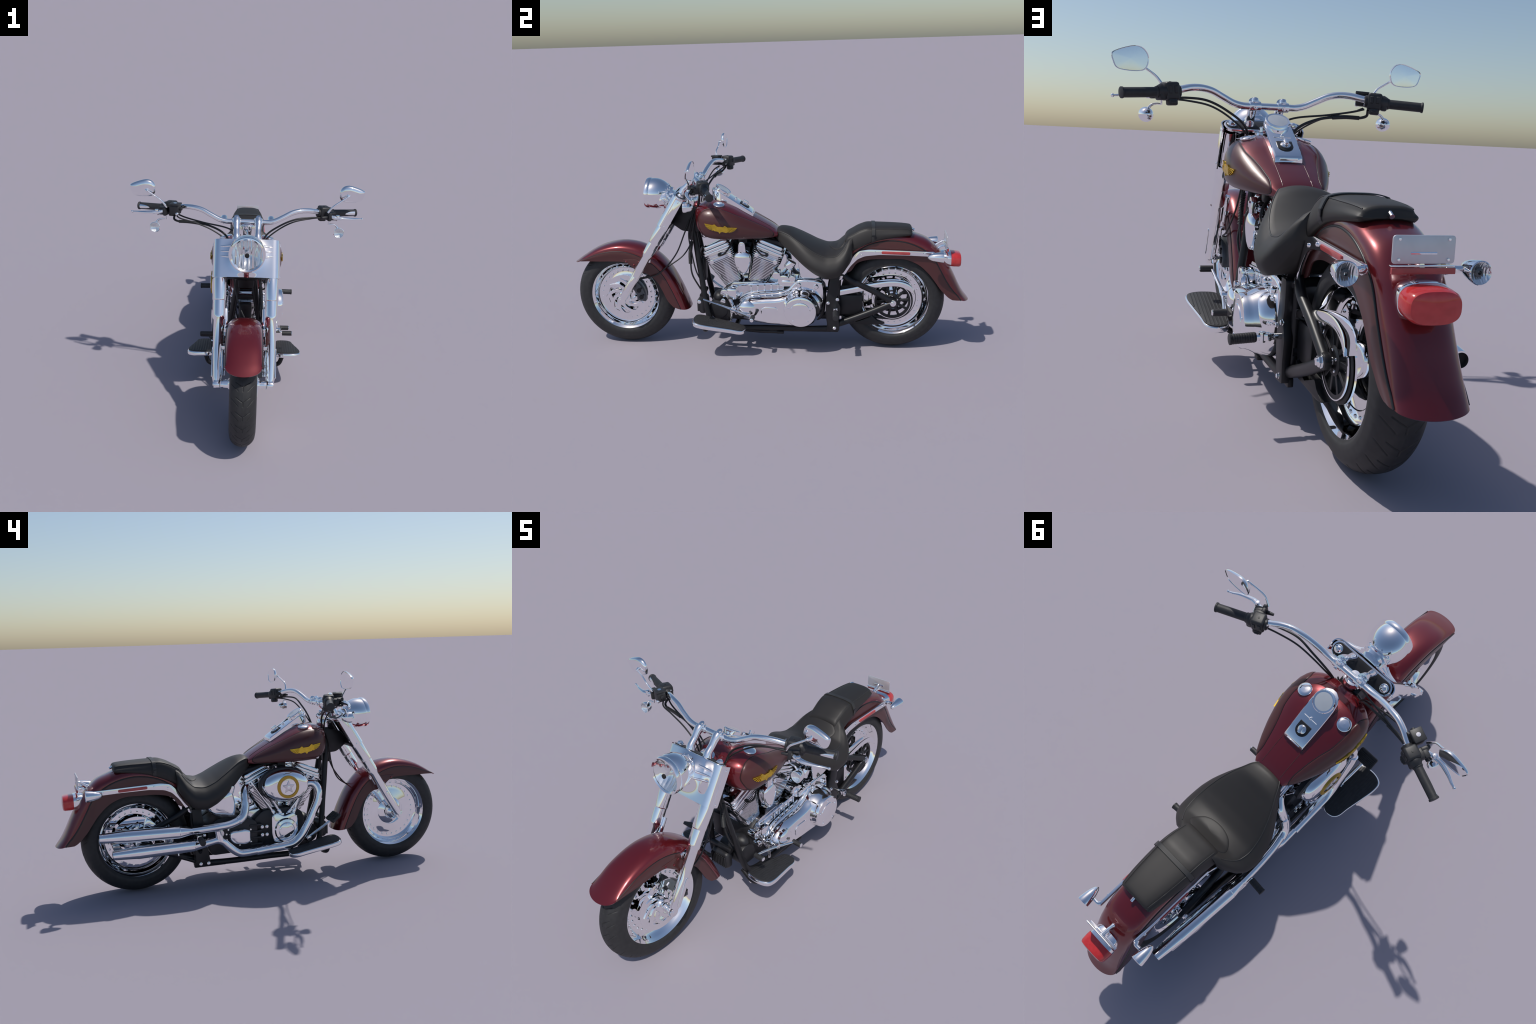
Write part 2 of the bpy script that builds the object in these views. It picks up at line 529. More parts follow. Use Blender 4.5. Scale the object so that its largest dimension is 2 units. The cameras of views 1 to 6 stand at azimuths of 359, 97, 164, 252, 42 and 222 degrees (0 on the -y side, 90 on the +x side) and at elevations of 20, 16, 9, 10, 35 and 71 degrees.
fork = None
for sx in (1, -1):
    x = 0.1145 * sx
    b = B()
    # upper cover tube below the nacelle, slider, then the narrower foot
    b.lathe([(0.022, 0.02), (0.025, 0.03), (0.025, 0.160), (0.030, 0.163), (0.0305, 0.17), (0.0305, 0.262), (0.0295, 0.266), (0.0285, 0.267)], fk(0, x), ax, 40)
    o = b.obj("fork_cover", CHROME, None, 35)
    b = B()
    b.lathe([(0.0285, 0.25), (0.0285, 0.330), (0.027, 0.345), (0.0225, 0.352), (0.0220, 0.480), (0.0205, 0.60), (0.015, 0.625), (0.0, 0.628)], fk(0, x), ax, 36)
    # axle lug
    b.cyl((x - 0.018 * sx, FW[1], FW[2]), (x + 0.012 * sx, FW[1], FW[2]), 0.021, 24)
    sl = b.obj("fork_leg", CHROME, o, 35)
    b = B()
    # narrow reflector plate on the outer face of the slider
    n = V((0, ax.z, -ax.y))
    b.prism(rounded_poly([(-0.009, 0.47), (0.009, 0.47), (0.009, 0.60), (-0.009, 0.60)], 0.008), 0.004 * sx,
            fk(0, x + 0.0205 * sx), n, ax, bev=0.001)
    b.obj("fork_trim_plate", CHROME, o, 30)
    # inner stanchion towards the fender, with mount block
    b = B()
    b.cyl(fk(0.30, x - 0.030 * sx, -0.012), fk(0.42, x - 0.030 * sx, -0.012), 0.010, 16)
    b.box(fk(0.385, x - 0.033 * sx, -0.002), (0.018, 0.055, 0.020), 0.004)
    b.obj("fender_mount", CHROME, o, 30)
    if sx == 1:
        fork = o

# axle pinch rods (bright stays beside the wheel in front view)
b = B()
for sx in (1, -1):
    b.tube(spline([(0.092 * sx, -0.640, 0.400), (0.088 * sx, -0.672, 0.350), (0.088 * sx, -0.715, 0.285)], 4), 0.007, 10)
    b.box((0.090 * sx, -0.655, 0.395), (0.040, 0.030, 0.016), 0.004)
b.obj("fender_stay", CHROME, None, 30)

# ------------------------------------------------------------------ nacelle and headlamp
def nac_pt(s, x):
    """nacelle skin in fork coordinates: s down the fork, x lateral; flares forward into the lamp neck"""
    ax_ = abs(x)
    f = 0.031 + 0.004 * (1 - (ax_ / 0.146) ** 2)
    if ax_ > 0.118:
        t = (ax_ - 0.118) / 0.0285
        f -= 0.026 * (1 - math.sqrt(max(0.0, 1 - t * t)))
    g = math.exp(-((ax_ / 0.058) ** 2.4) - (abs(s - 0.066) / 0.050) ** 2.4)
    f += 0.042 * g
    return fk(s, x, f)


def nacelle():
    b = B()
    rings = []
    xs_ = [0.1465, 0.1460, 0.1448, 0.1425, 0.139, 0.134, 0.128, 0.121, 0.113] + list(np.linspace(0.105, 0.0, 22))
    for i in range(29):
        s = -0.004 + 0.171 * i / 28
        half_ = [fk(s, 0.1455, -0.026), fk(s, 0.1465, -0.008)] + [nac_pt(s, x) for x in xs_]
        rings.append(half_ + [V((-p.x, p.y, p.z)) for p in half_[::-1][1:]])
    b.rings(rings, close_ring=False)
    return b.obj("headlamp_nacelle", CHROME, None, 40, solid=0.004, offset=0.0)


nac = nacelle()
# three ridges each side of the nacelle
b = B()
for sx in (1, -1):
    for k in range(3):
        pts = []
        for t in np.linspace(0, 1, 12):
            p = nac_pt(0.030 + 0.0205 * k + 0.006 * t * (k - 0.5), (0.124 - 0.072 * t) * sx)
            pts.append(p)
        b.tube(pts, [0.001, 0.0045, 0.0055, 0.0055, 0.005], 10)
b.obj("nacelle_ridge", CHROME, nac, 40)
# side cover strips over the fork tubes
b = B()
for sx in (1, -1):
    n = V((0, ax.z, -ax.y))
    b.prism(rounded_poly([(-0.026, 0.004), (0.008, 0.004), (0.008, 0.165), (-0.026, 0.165)], 0.006), 0.003 * sx, fk(0, 0.146 * sx), n, ax, bev=0.001)
b.obj("nacelle_side_strip", CHROME, nac, 30)
for sx in (1, -1):
    for s in (0.014, 0.155):
        inst(RIVET, "rivet", along(fk(s, 0.149 * sx, -0.008), (sx, 0, 0)), nac)

# headlamp bowl
HL = V((0.002, -0.588, 0.793))
hax = V((0, 1, -0.07)).normalized()        # pointing backwards from the lens
b = B()
b.lathe([(0.066, -0.004), (0.072, -0.009), (0.0765, -0.008), (0.079, -0.002), (0.0795, 0.006), (0.0780, 0.012), (0.0768, 0.014), (0.0780, 0.018), (0.0782, 0.034), (0.0768, 0.049), (0.0725, 0.064), (0.0655, 0.079),
         (0.0555, 0.094), (0.042, 0.107), (0.024, 0.118), (0.0, 0.124)], HL, hax, 64, cap0=False)
hl = b.obj("headlamp", CHROME, None, 40)
b = B()
b.lathe([(0.038, 0.098), (0.048, 0.100), (0.050, 0.104), (0.048, 0.109), (0.040, 0.113), (0.036, 0.125)], HL, hax, 48)
b.obj("headlamp_collar", CHROME, hl, 40)
# fluted lens: a shallow dome with vertical ribs
u = V((1, 0, 0)); w_ = hax.cross(u).normalized()


def ribbed_lens(org, axis, R, dome, pitch, amp, seed=0):
    """domed lens facing -axis with vertical flutes"""
    axis = V(axis).normalized()
    up_ = axis.cross(V((1, 0, 0))).normalized()
    rg_ = random.Random(seed)
    ph = [rg_.uniform(0.3, 1.0) for _ in range(40)]
    b = B()
    rings = []
    for r in np.linspace(R, R * 0.03, 26):
        rg = []
        for k in range(120):
            a = 2 * PI * k / 120
            xx, zz = r * math.cos(a), r * math.sin(a)
            i = int((xx + R) / pitch)
            rib = amp * ph[i % 40] * abs(math.sin(PI * (xx + R) / pitch)) * min(1, (R - r) / (R * 0.06))
            rg.append(V(org) + V((xx, 0, 0)) + up_ * zz - axis * (dome * (1 - (r / R) ** 2) + rib))
        rings.append(rg)
    return b.rings(rings, cap1=True)


ribbed_lens(HL - hax * 0.001, hax, 0.069, -0.045, 0.0165, 0.0034, 3).obj("headlamp_reflector", LENS, hl, 80)
b = B().cyl(HL + hax * 0.043, HL - hax * 0.006, 0.0085, 20)
b.obj("headlamp_bulb", CHROME, hl)
b = B().cyl(HL - hax * 0.006, HL - hax * 0.0125, 0.0098, 24)
b.obj("bulb_cap", DARK, hl)
# collar tabs
for a in (-0.9, -0.3, 0.3, 0.9):
    p = HL + hax * 0.098 + u * (0.0515 * math.sin(a)) + V((0, 0, 1)) * (0.0515 * math.cos(a))
    inst(RIVET, "rivet", along(p, V((math.sin(a), 0.6, math.cos(a)))) @ Matrix.Scale(1.3, 4), hl)

# upper triple clamp: chrome tray with black inset, bolts, risers
nrm = -ax                                   # plate normal, up the fork
pu = V((1, 0, 0)); pv = nrm.cross(pu).normalized()
TC = FORK_TOP + nrm * 0.002
def stadium(hx, hy, r, n=10):
    o = []
    for cx, a0 in ((hx - r, -PI/2), (-(hx - r), PI/2)):
        for k in range(n + 1):
            a = a0 + PI * k / n
            o.append((cx + r * math.cos(a), r * math.sin(a)))
    return o
b = B().prism(stadium(0.140, 0.031, 0.031), 0.012, TC - nrm * 0.008, pu, pv, bev=0.003)
tc = b.obj("triple_clamp", CHROME, None, 30)
b = B().prism(stadium(0.133, 0.025, 0.025), 0.004, TC + nrm * 0.002, pu, pv, bev=0.0015)
b.obj("clamp_inset", FRAME, tc, 30)
b = B()
for sx in (1, -1):
    p = TC + pu * (0.111 * sx) + nrm * 0.005
    b.lathe([(0.017, 0), (0.017, 0.003), (0.015, 0.004)], p, nrm, 24)
    b.lathe([(0.014, 0.003), (0.014, 0.009), (0.011, 0.013), (0.005, 0.016), (0, 0.0165)], p, nrm, 6)
b.obj("clamp_nut", CHROME, tc, 25)
b = B()
for sx in (1, -1):
    b0 = V((0.0475 * sx, -0.412, 0.794)); t0 = V((0.0495 * sx, -0.336, 0.870))
    pts = spline([b0, b0 + V((0, 0.010, 0.022)), (b0 + t0) / 2 + V((0, -0.004, 0.006)), t0 + V((0, -0.022, -0.010)), t0 + V((0, -0.004, 0.004))], 6)
    b.tube(pts, [0.021, 0.0185, 0.0155, 0.0155, 0.0165, 0.019, 0.0195], 20)
    b.cyl(t0 + V((-0.020, 0.006, -0.010)), t0 + V((0.020, 0.006, -0.010)), 0.0165, 24)
    b.cyl(t0 + V((0, 0.010, 0.002)), t0 + V((0, 0.004, 0.014)), 0.012, 20)
    b.cyl(t0 + V((0, 0.018, -0.014)), t0 + V((0, 0.026, -0.016)), 0.0075, 12)
    b.cyl(t0 + V((0, 0.006, 0.010)), t0 + V((0, 0.003, 0.018)), 0.007, 6)
b.obj("handlebar_riser", CHROME, tc, 30)
# lower cup behind the clamp
b = B()
b.lathe([(0.020, 0), (0.036, 0.004), (0.040, 0.02), (0.034, 0.045), (0.03, 0.055)], (0, -0.372, 0.772), (0, 0.12, -1), 32)
b.lathe([(0.000, 0), (0.018, 0.001), (0.022, 0.006), (0.022, 0.02)], (0, -0.372, 0.792), (0, 0.12, -1), 24)
b.obj("steering_stem_cup", CHROME, tc, 30)

# ------------------------------------------------------------------ handlebar, controls
bar_half = [(0.0, -0.329, 0.860), (0.06, -0.329, 0.860), (0.092, -0.329, 0.860), (0.125, -0.327, 0.867), (0.165, -0.319, 0.885), (0.205, -0.307, 0.903),
            (0.242, -0.297, 0.910), (0.280, -0.281, 0.908), (0.318, -0.261, 0.899), (0.40, -0.2275, 0.8845), (0.50, -0.191, 0.878)]
half = spline(bar_half, 8)
def lean(p):
    return V((p[0] * 1.003 - 0.001, p[1] + 0.008 * p[0], p[2] - 0.0095 * p[0]))


bar = [lean((-p[0], p[1], p[2])) for p in half[::-1]] + [lean(p) for p in half[1:]]
b = B().tube(bar, 0.0117, 20)
hb = b.obj("handlebar", CHROME, None, 40)


def unit(a, b_):
    return (V(b_) - V(a)).normalized()


for sx in (1, -1):
    m = lambda p: lean((p[0] * sx, p[1], p[2]))
    g0, g1 = m((0.396, -0.226, 0.885)), m((0.509, -0.181, 0.8765))
    d = unit(g0, g1)
    L = (g1 - g0).length
    b = B()
    prof = [(0.0185, -0.006), (0.0185, 0.002), (0.0160, 0.006)]
    prof += [(0.0159, L - 0.009), (0.0180, L - 0.006), (0.0180, L - 0.001), (0.015, L), (0.0, L + 0.0005)]
    b.lathe(prof, g0, d, 28)
    b.obj("grip", GRIPR, hb, 30)
    # switch housing: two stacked blocks with buttons
    c = m((0.352, -0.241, 0.890))
    yv = V((0, 0, 1)); fwd = d.cross(yv).normalized() * (-1 if sx < 0 else 1)
    if fwd.y > 0: fwd = -fwd
    R3 = Matrix((d, fwd, d.cross(fwd))).transposed()
    if R3.determinant() < 0:
        R3 = Matrix((d, fwd, -d.cross(fwd))).transposed()
    b = B()
    b.box(c + V((0, 0, 0.001)), (0.050, 0.050, 0.058), 0.009, 3, R3)
    b.lathe([(0.024, 0.018), (0.025, 0.022), (0.025, 0.032), (0.021, 0.040), (0.018, 0.046)], c, d, 24)
    b.box(c + d * 0.033 + V((0, 0, -0.012)), (0.022, 0.040, 0.030), 0.006, 2, R3)
    b.lathe([(0.0205, 0.018), (0.021, 0.024), (0.021, 0.032), (0.016, 0.035)], c, -d, 24)
    b.box(c - fwd * 0.014 + V((0, 0, -0.033)), (0.034, 0.026, 0.022), 0.006, 2, R3)
    sh = b.obj("switch_housing", PLASTIC, hb, 35)
    b = B()
    for k, (a, q) in enumerate(((-0.010, 0.006), (0.011, 0.006), (0.000, -0.034))):
        b.box(c - fwd * (0.0255 if k < 2 else 0.0275) + d * a + V((0, 0, q)), (0.012, 0.005, 0.024) if k < 2 else (0.018, 0.005, 0.009), 0.002, 1, R3)
    b.lathe([(0.004, 0), (0.004, 0.002), (0, 0.0022)], c + V((0, 0, 0.0295)), (0, 0, 1), 12)
    b.obj("switch_button", GRIPR, sh, 30)
    b = B()
    for q in (0.012, -0.012):
        b.lathe([(0.0034, 0), (0.0034, 0.003), (0, 0.004)], c - d * 0.034 + V((0, 0, q)) - fwd * 0.010, -d, 10)
    b.obj("housing_screw", CHROME, sh, 30)
    # lever perch / master cylinder ahead of the bar
    b = B()
    pc = m((0.372, -0.288, 0.890))
    b.box(c + fwd * 0.030 + d * 0.012 + V((0, 0, -0.004)), (0.040, 0.036, 0.036), 0.008, 2, R3)
    b.box(pc + V((0, 0, -0.004)), (0.016, 0.034, 0.040), 0.005, 2, R3)
    b.box(pc + d * 0.020 + V((0, 0, -0.016)), (0.040, 0.022, 0.010), 0.004, 2, R3)
    b.box(pc + d * 0.016 - fwd * 0.006 + V((0, 0, 0.010)), (0.036, 0.020, 0.010), 0.004, 2, R3)
    if sx < 0:
        # brake fluid reservoir sits inboard of the perch
        mr = m((0.328, -0.296, 0.898))
        b.box(mr, (0.046, 0.040, 0.044), 0.007, 2, R3)
        b.box(mr + V((0, 0, 0.024)), (0.049, 0.044, 0.009), 0.003, 2, R3)
        b.cyl(mr - d * 0.022 + V((0, 0, .004)), mr - d * 0.034 + V((0, 0, .004)), 0.008, 12)
    else:
        b.cyl(pc - d * 0.008 + V((0, 0, -0.008)), pc - d * 0.036 + V((0, 0, -0.010)), 0.008, 12, r1=0.005)
    pch = b.obj("lever_perch", PLASTIC, hb, 35)
    if sx < 0:
        b = B()
        b.lathe([(0.008, 0), (0.008, 0.001), (0, 0.0012)], mr + V((0, 0, 0.0288)), (0, 0, 1), 20)
        b.sphere(mr - d * 0.018 + fwd * 0.018 + V((0, 0, -0.016)), 0.008, seg=14)
        b.obj("sight_glass", CHROME, pch)
    b = B()
    tip = m((0.5285, -0.260, 0.870))
    base = m((0.412, -0.293, 0.882))
    mid1 = base + (tip - base) * 0.18 + fwd * 0.008
    mid2 = base + (tip - base) * 0.60 + fwd * 0.007
    mid3 = base + (tip - base) * 0.85 + fwd * 0.001
    b.tube(spline([base, mid1, mid2, mid3, tip], 8), [0.012, 0.0115, 0.0085, 0.0062, 0.0050, 0.0042], 14, flat=0.75)
    b.sphere(tip, 0.0062, seg=14)
    b.cyl(pc + d * 0.006 + V((0, 0, -0.005)), base + V((0, 0, -0.003)), 0.0095, 14)
    b.cyl(base + V((0, 0, 0.012)), base + V((0, 0, -0.014)), 0.009, 14)
    b.obj("brake_lever" if sx < 0 else "clutch_lever", CHROME, pch, 40)
    # mirror
    ball = m((0.4525, -0.2900 if sx > 0 else -0.300, 0.9805))
    b = B()
    b.tube(spline([m((0.366, -0.302, 0.908)), m((0.377, -0.306, 0.925)), m((0.391, -0.308, 0.941)), m((0.420, -0.301, 0.960)), ball], 6), [0.0052, 0.0046, 0.0042, 0.004, 0.0038], 10)
    b.sphere(ball, 0.0062, seg=14)
    b.tube([ball, m((0.462, -0.272 if sx > 0 else -0.284, 0.981))], 0.0065, 10)
    ms = b.obj("mirror_stem", CHROME, hb, 40)
    mc = m((0.4745, -0.2605 if sx > 0 else -0.272, 0.9865))
    mn = V((0.0, 0.999, 0.018)).normalized()          # faces the rider
    mu = V((1 * sx, 0, 0)); mu = (mu - mn * mu.dot(mn)).normalized(); mv = V((0, 0, 1)); mv = (mv - mn * mv.dot(mn)); mv = (mv - mu * mv.dot(mu)).normalized()
    out = [(0.0600, 0.011), (0.053, 0.019), (0.003, 0.038), (-0.0205, 0.041), (-0.041, 0.034), (-0.0560, 0.014), (-0.0575, -0.006), (-0.0475, -0.030), (-0.028, -0.0375), (0.030, -0.036), (0.046, -0.029), (0.055, -0.011)]
    out = spline(out, 5, closed=True)
    b = B()
    rings = []
    for sc, dep in ((0.94, 0.0005), (0.985, 0.003), (1.0, 0.0), (0.99, -0.004), (0.93, -0.010), (0.78, -0.014), (0.5, -0.0165), (0.15, -0.0175)):
        rings.append([mc + mu * (p[0] * sc) + mv * (p[1] * sc) + mn * dep for p in out])
    b.rings(rings, cap1=True)
    mh = b.obj("mirror_housing", CHROME, ms, 40)
    b = B()
    b.rings([[mc + mu * (p[0] * sc) + mv * (p[1] * sc) + mn * dep for p in out] for sc, dep in ((0.945, -0.001), (0.93, 0.0012), (0.5, 0.0018), (0.01, 0.002))], cap1=True)
    b.obj("mirror_glass", CHROME, mh, 60)
    # front turn signal on a curved stalk below the perch
    sc = m((0.419, -0.312, 0.8165))
    b = B()
    b.lathe([(0.0, -0.036), (0.007, -0.035), (0.014, -0.030), (0.020, -0.020), (0.0235, -0.008), (0.0245, 0.002), (0.0245, 0.006), (0.0225, 0.007)], sc, (0, -1, 0.03), 28, cap1=False)
    b.tube([m((0.372, -0.296, 0.875)), m((0.372, -0.298, 0.850))], 0.0036, 10)
    b.tube(spline([m((0.372, -0.298, 0.851)), m((0.388, -0.299, 0.852)), m((0.402, -0.300, 0.848)), m((0.412, -0.300, 0.838)), sc + V((0, 0.014, 0.010))], 6), [0.003, 0.0034, 0.0042, 0.005, 0.006], 10)
    sg = b.obj("front_turn_signal", CHROME, hb, 40)
    ribbed_lens(sc + V((0, -0.0065, 0)), (0, 1, -0.03), 0.0232, -0.014, 0.0046, 0.0020, 5).obj("signal_lens", LENS, sg, 80)

# control cables
b = B()
cables = [
    ([(0.335, -0.262, 0.868), (0.29, -0.280, 0.872), (0.22, -0.300, 0.868), (0.15, -0.305, 0.838), (0.085, -0.315, 0.790), (0.060, -0.335, 0.72)], 0.0042),
    ([(0.340, -0.245, 0.864), (0.29, -0.262, 0.862), (0.21, -0.285, 0.850), (0.14, -0.300, 0.815), (0.075, -0.318, 0.760), (0.045, -0.345, 0.70)], 0.0034),
    ([(-0.335, -0.252, 0.866), (-0.338, -0.270, 0.846), (-0.315, -0.280, 0.838), (-0.25, -0.290, 0.838), (-0.17, -0.300, 0.826), (-0.10, -0.315, 0.79), (-0.065, -0.33, 0.72)], 0.0050),
    ([(-0.330, -0.285, 0.872), (-0.310, -0.305, 0.862), (-0.25, -0.315, 0.848), (-0.16, -0.325, 0.815), (-0.09, -0.335, 0.765), (-0.06, -0.345, 0.70)], 0.0034),
    ([(-0.325, -0.26, 0.868), (-0.29, -0.275, 0.858), (-0.20, -0.300, 0.842), (-0.09, -0.325, 0.826), (-0.03, -0.345, 0.80)], 0.0036),
    # clutch cable down the left downtube and the speedometer lead
    ([(0.055, -0.335, 0.73), (0.064, -0.360, 0.62), (0.068, -0.371, 0.55), (0.074, -0.379, 0.45), (0.082, -0.372, 0.39), (0.074, -0.335, 0.31)], 0.0042),
    ([(0.055, -0.350, 0.72), (0.068, -0.382, 0.60), (0.075, -0.370, 0.50), (0.078, -0.350, 0.40), (0.060, -0.320, 0.33)], 0.0036),
    ([(-0.045, -0.345, 0.74), (-0.055, -0.370, 0.66), (-0.050, -0.385, 0.56), (-0.02, -0.430, 0.47), (0.02, -0.500, 0.42), (0.055, -0.57, 0.385), (0.070, -0.655, 0.362)], 0.0034),
    ([(0.03, -0.36, 0.72), (0.062, -0.405, 0.60), (0.075, -0.455, 0.49), (0.088, -0.545, 0.395), (0.086, -0.62, 0.370), (0.072, -0.665, 0.362)], 0.0036),
]
for pts, r in cables:
    b.tube(spline(pts, 8), r, 10)
b.tube(spline([(-0.315, -0.280, 0.838), (-0.27, -0.287, 0.839), (-0.22, -0.293, 0.835)], 6), 0.0072, 12)
b.obj("control_cable", CABLE, hb, 50)
# corrugated cable boot
b = B()
pth = spline([(0.068, -0.369, 0.560), (0.072, -0.379, 0.50), (0.074, -0.380, 0.445)], 20)
b.tube(pth, [0.0075 + 0.0032 * (k % 2) for k in range(len(pth))], 14)
b.obj("cable_boot", GRIPR, hb, 20)

# ------------------------------------------------------------------ fenders (swept sections: crown, crease, skirt)
def fender(stations, wk, we, name, line_r, n_between=6, panel_name="fender_skirt", crown_exp=0.80, tip_exp=1.0, tip_at=0, xo=0.0):
    st = spline([[*t, *k, *e, a, c] for (t, k, e), a, c in zip(stations, wk, we)], n_between)
    crown, skL, line = [], [], []
    nc = 12
    for si, s in enumerate(st):
        far = abs(si - (0 if tip_at == 0 else len(st) - 1)) / (2.0 * n_between)
        ce = crown_exp + (tip_exp - crown_exp) * max(0.0, 1 - far)
        T = np.array(s[0:2]); K = np.array(s[2:4]); E = np.array(s[4:6]); a, c = s[6], s[7]
        ring = []
        for i in range(-nc, nc + 1):
            th = abs(i) / nc * PI / 2
            x = a * math.sin(th) ** ce if i else 0.0
            q = 1 - math.cos(th) ** ce if abs(i) < nc else 1.0
            p = T + (K - T) * q
            ring.append((math.copysign(x, i) + xo, p[0], p[1]))
        crown.append(ring)
        sk = []
        for i in range(6):
            t = i / 5
            p = K + (E - K) * t
            sk.append((a + (c - a) * t + 0.0025 * math.sin(PI * min(1, t * 1.5)) , p[0], p[1]))
        skL.append(sk)
        line.append((a + 0.0004, K[0], K[1]))
    ob = B().rings(crown, close_ring=False).obj(name, PAINT, None, 45, solid=0.004, offset=-1)
    b2 = B().rings(skL, close_ring=False)
    b2.v = [(p[0] + xo, p[1], p[2]) for p in b2.v] + [(-p[0] + xo, p[1], p[2]) for p in b2.v]
    h = len(b2.v) // 2
    b2.f += [tuple(i + h for i in f[::-1]) for f in b2.f]
    sk = b2.obj(panel_name, PANEL, ob, 40, solid=0.004, offset=0)
    b3 = B().tube([(p[0] + xo, p[1], p[2]) for p in line[1:]], line_r, 8)
    b3.tube([(-p[0] + xo, p[1], p[2]) for p in line[1:]], line_r, 8)
    b3.obj("pinstripe", LINE, ob, 60)
    return ob, sk


fst = [((-0.999, 0.440), (-0.956, 0.458), (-0.955, 0.453)),
       ((-0.950, 0.474), (-0.918, 0.470), (-0.915, 0.454)),
       ((-0.876, 0.515), (-0.862, 0.491), (-0.852, 0.454)),
       ((-0.794, 0.540), (-0.788, 0.505), (-0.785, 0.455)),
       ((-0.724, 0.545), (-0.725, 0.504), (-0.728, 0.452)),
       ((-0.650, 0.531), (-0.665, 0.488), (-0.690, 0.435)),
       ((-0.598, 0.504), (-0.618, 0.464), (-0.652, 0.405)),
       ((-0.542, 0.459), (-0.570, 0.430), (-0.605, 0.388)),
       ((-0.494, 0.399), (-0.528, 0.378), (-0.563, 0.352)),
       ((-0.452, 0.319), (-0.494, 0.312), (-0.535, 0.300)),
       ((-0.423, 0.248), (-0.468, 0.252), (-0.510, 0.244)),
       ((-0.404, 0.192), (-0.446, 0.198), (-0.483, 0.211))]
ff, fsk = fender(fst, [0.072, 0.073] + [0.0735] * 10, [0.0725, 0.0735] + [0.0755] * 10, "front_fender", 0.0022, tip_at=0)
# fender bracket plates at the fork legs with fasteners
b = B()
for sx in (1, -1):
    pl = rounded_poly([(-0.735, 0.468), (-0.655, 0.468), (-0.600, 0.418), (-0.612, 0.392), (-0.655, 0.398), (-0.690, 0.432)], 0.012)
    b.prism(pl, 0.004 * sx, (0.0755 * sx, 0, 0), bev=0.0015)
b.obj("fender_bracket", PANEL, ff, 30)
b = B()
for sx in (1, -1):
    for p in ((-0.712, 0.455), (-0.672, 0.438), (-0.648, 0.452), (-0.625, 0.412)):
        b.lathe([(0.005, 0), (0.005, 0.002), (0.003, 0.004), (0, 0.0045)], (0.079 * sx, *p), (sx, 0, 0), 12)
b.obj("bracket_fastener", PAINT, ff, 30)

rst = [((0.330, 0.440), (0.352, 0.420), (0.372, 0.404)),
       ((0.370, 0.500), (0.392, 0.462), (0.418, 0.412)),
       ((0.430, 0.556), (0.445, 0.508), (0.452, 0.455)),
       ((0.510, 0.590), (0.513, 0.548), (0.515, 0.474)),
       ((0.600, 0.608), (0.600, 0.567), (0.600, 0.478)),
       ((0.680, 0.603), (0.672, 0.562), (0.680, 0.476)),
       ((0.742, 0.583), (0.730, 0.544), (0.745, 0.450)),
       ((0.800, 0.557), (0.785, 0.512), (0.795, 0.405)),
       ((0.848, 0.510), (0.824, 0.470), (0.828, 0.362)),
       ((0.880, 0.466), (0.852, 0.418), (0.850, 0.330)),
       ((0.922, 0.390), (0.890, 0.350), (0.872, 0.304)),
       ((0.948, 0.335), (0.918, 0.311), (0.889, 0.286)),
       ((0.970, 0.295), (0.939, 0.288), (0.903, 0.275)),
       ((0.999, 0.256), (0.956, 0.266), (0.916, 0.268))]
rf, rsk = fender(rst, [0.080] * 8 + [0.079] * 2 + [0.078] * 4, [0.082] * 4 + [0.085] * 6 + [0.083, 0.082, 0.081, 0.080], "rear_fender", 0.0034, tip_at=1, xo=-0.004)

# fender struts: chrome rails, reflector, bolts
strut = [(0.352, 0.371), (0.398, 0.434), (0.433, 0.496), (0.460, 0.522), (0.507, 0.530), (0.65, 0.525), (0.822, 0.518),
         (0.822, 0.494), (0.70, 0.500), (0.561, 0.503), (0.489, 0.496), (0.453, 0.480), (0.418, 0.443), (0.374, 0.373)]
for sx in (1, -1):
    b = B().prism(rounded_poly(strut, 0.012), 0.010 * sx, (0.088 * sx, 0, 0), bev=0.003)
    so = b.obj("fender_strut", CHROME, rf, 30)
    b = B().prism(rounded_poly([(0.568, 0.522), (0.705, 0.517), (0.705, 0.503), (0.568, 0.508)], 0.007), 0.005 * sx, (0.0975 * sx, 0, 0), bev=0.002)
    b.obj("side_reflector", REDBAR, so, 30)
    for p in ((0.472, 0.503), (0.536, 0.515), (0.775, 0.508), (0.378, 0.392)):
        inst(RIVET, "rivet", along((0.098 * sx, *p), (sx, 0, 0)) @ Matrix.Scale(1.4, 4), so)
    # rear turn signal
    lens = V((0.146 * sx, 0.852, 0.506))
    b = B()
    b.lathe([(0.0, 0.072), (0.006, 0.070), (0.012, 0.062), (0.018, 0.047), (0.0225, 0.029), (0.0248, 0.012), (0.0260, 0.003), (0.0260, -0.003), (0.0240, -0.005)], lens, (0, -1, 0.02), 32, cap1=False)
    b.tube(spline([(0.094 * sx, 0.812, 0.507), (0.103 * sx, 0.820, 0.508), (0.122 * sx, 0.820, 0.508)], 5), [0.011, 0.009, 0.0075, 0.0075], 14)
    rs = b.obj("rear_turn_signal", CHROME, so, 35)
    ribbed_lens(lens + V((0, 0.0045, 0)), (0, -1, 0.02), 0.0243, -0.016, 0.0050, 0.0018, 8).obj("signal_lens", LENS, rs, 80)
    b = B()
    b.lathe([(0.0095, 0.014), (0.0095, 0.002), (0.0045, 0.000), (0.0045, 0.014), (0.0095, 0.014)], lens, (0, -1, 0.02), 20)
    b.obj("signal_bulb_ring", CALIPER, rs, 60)

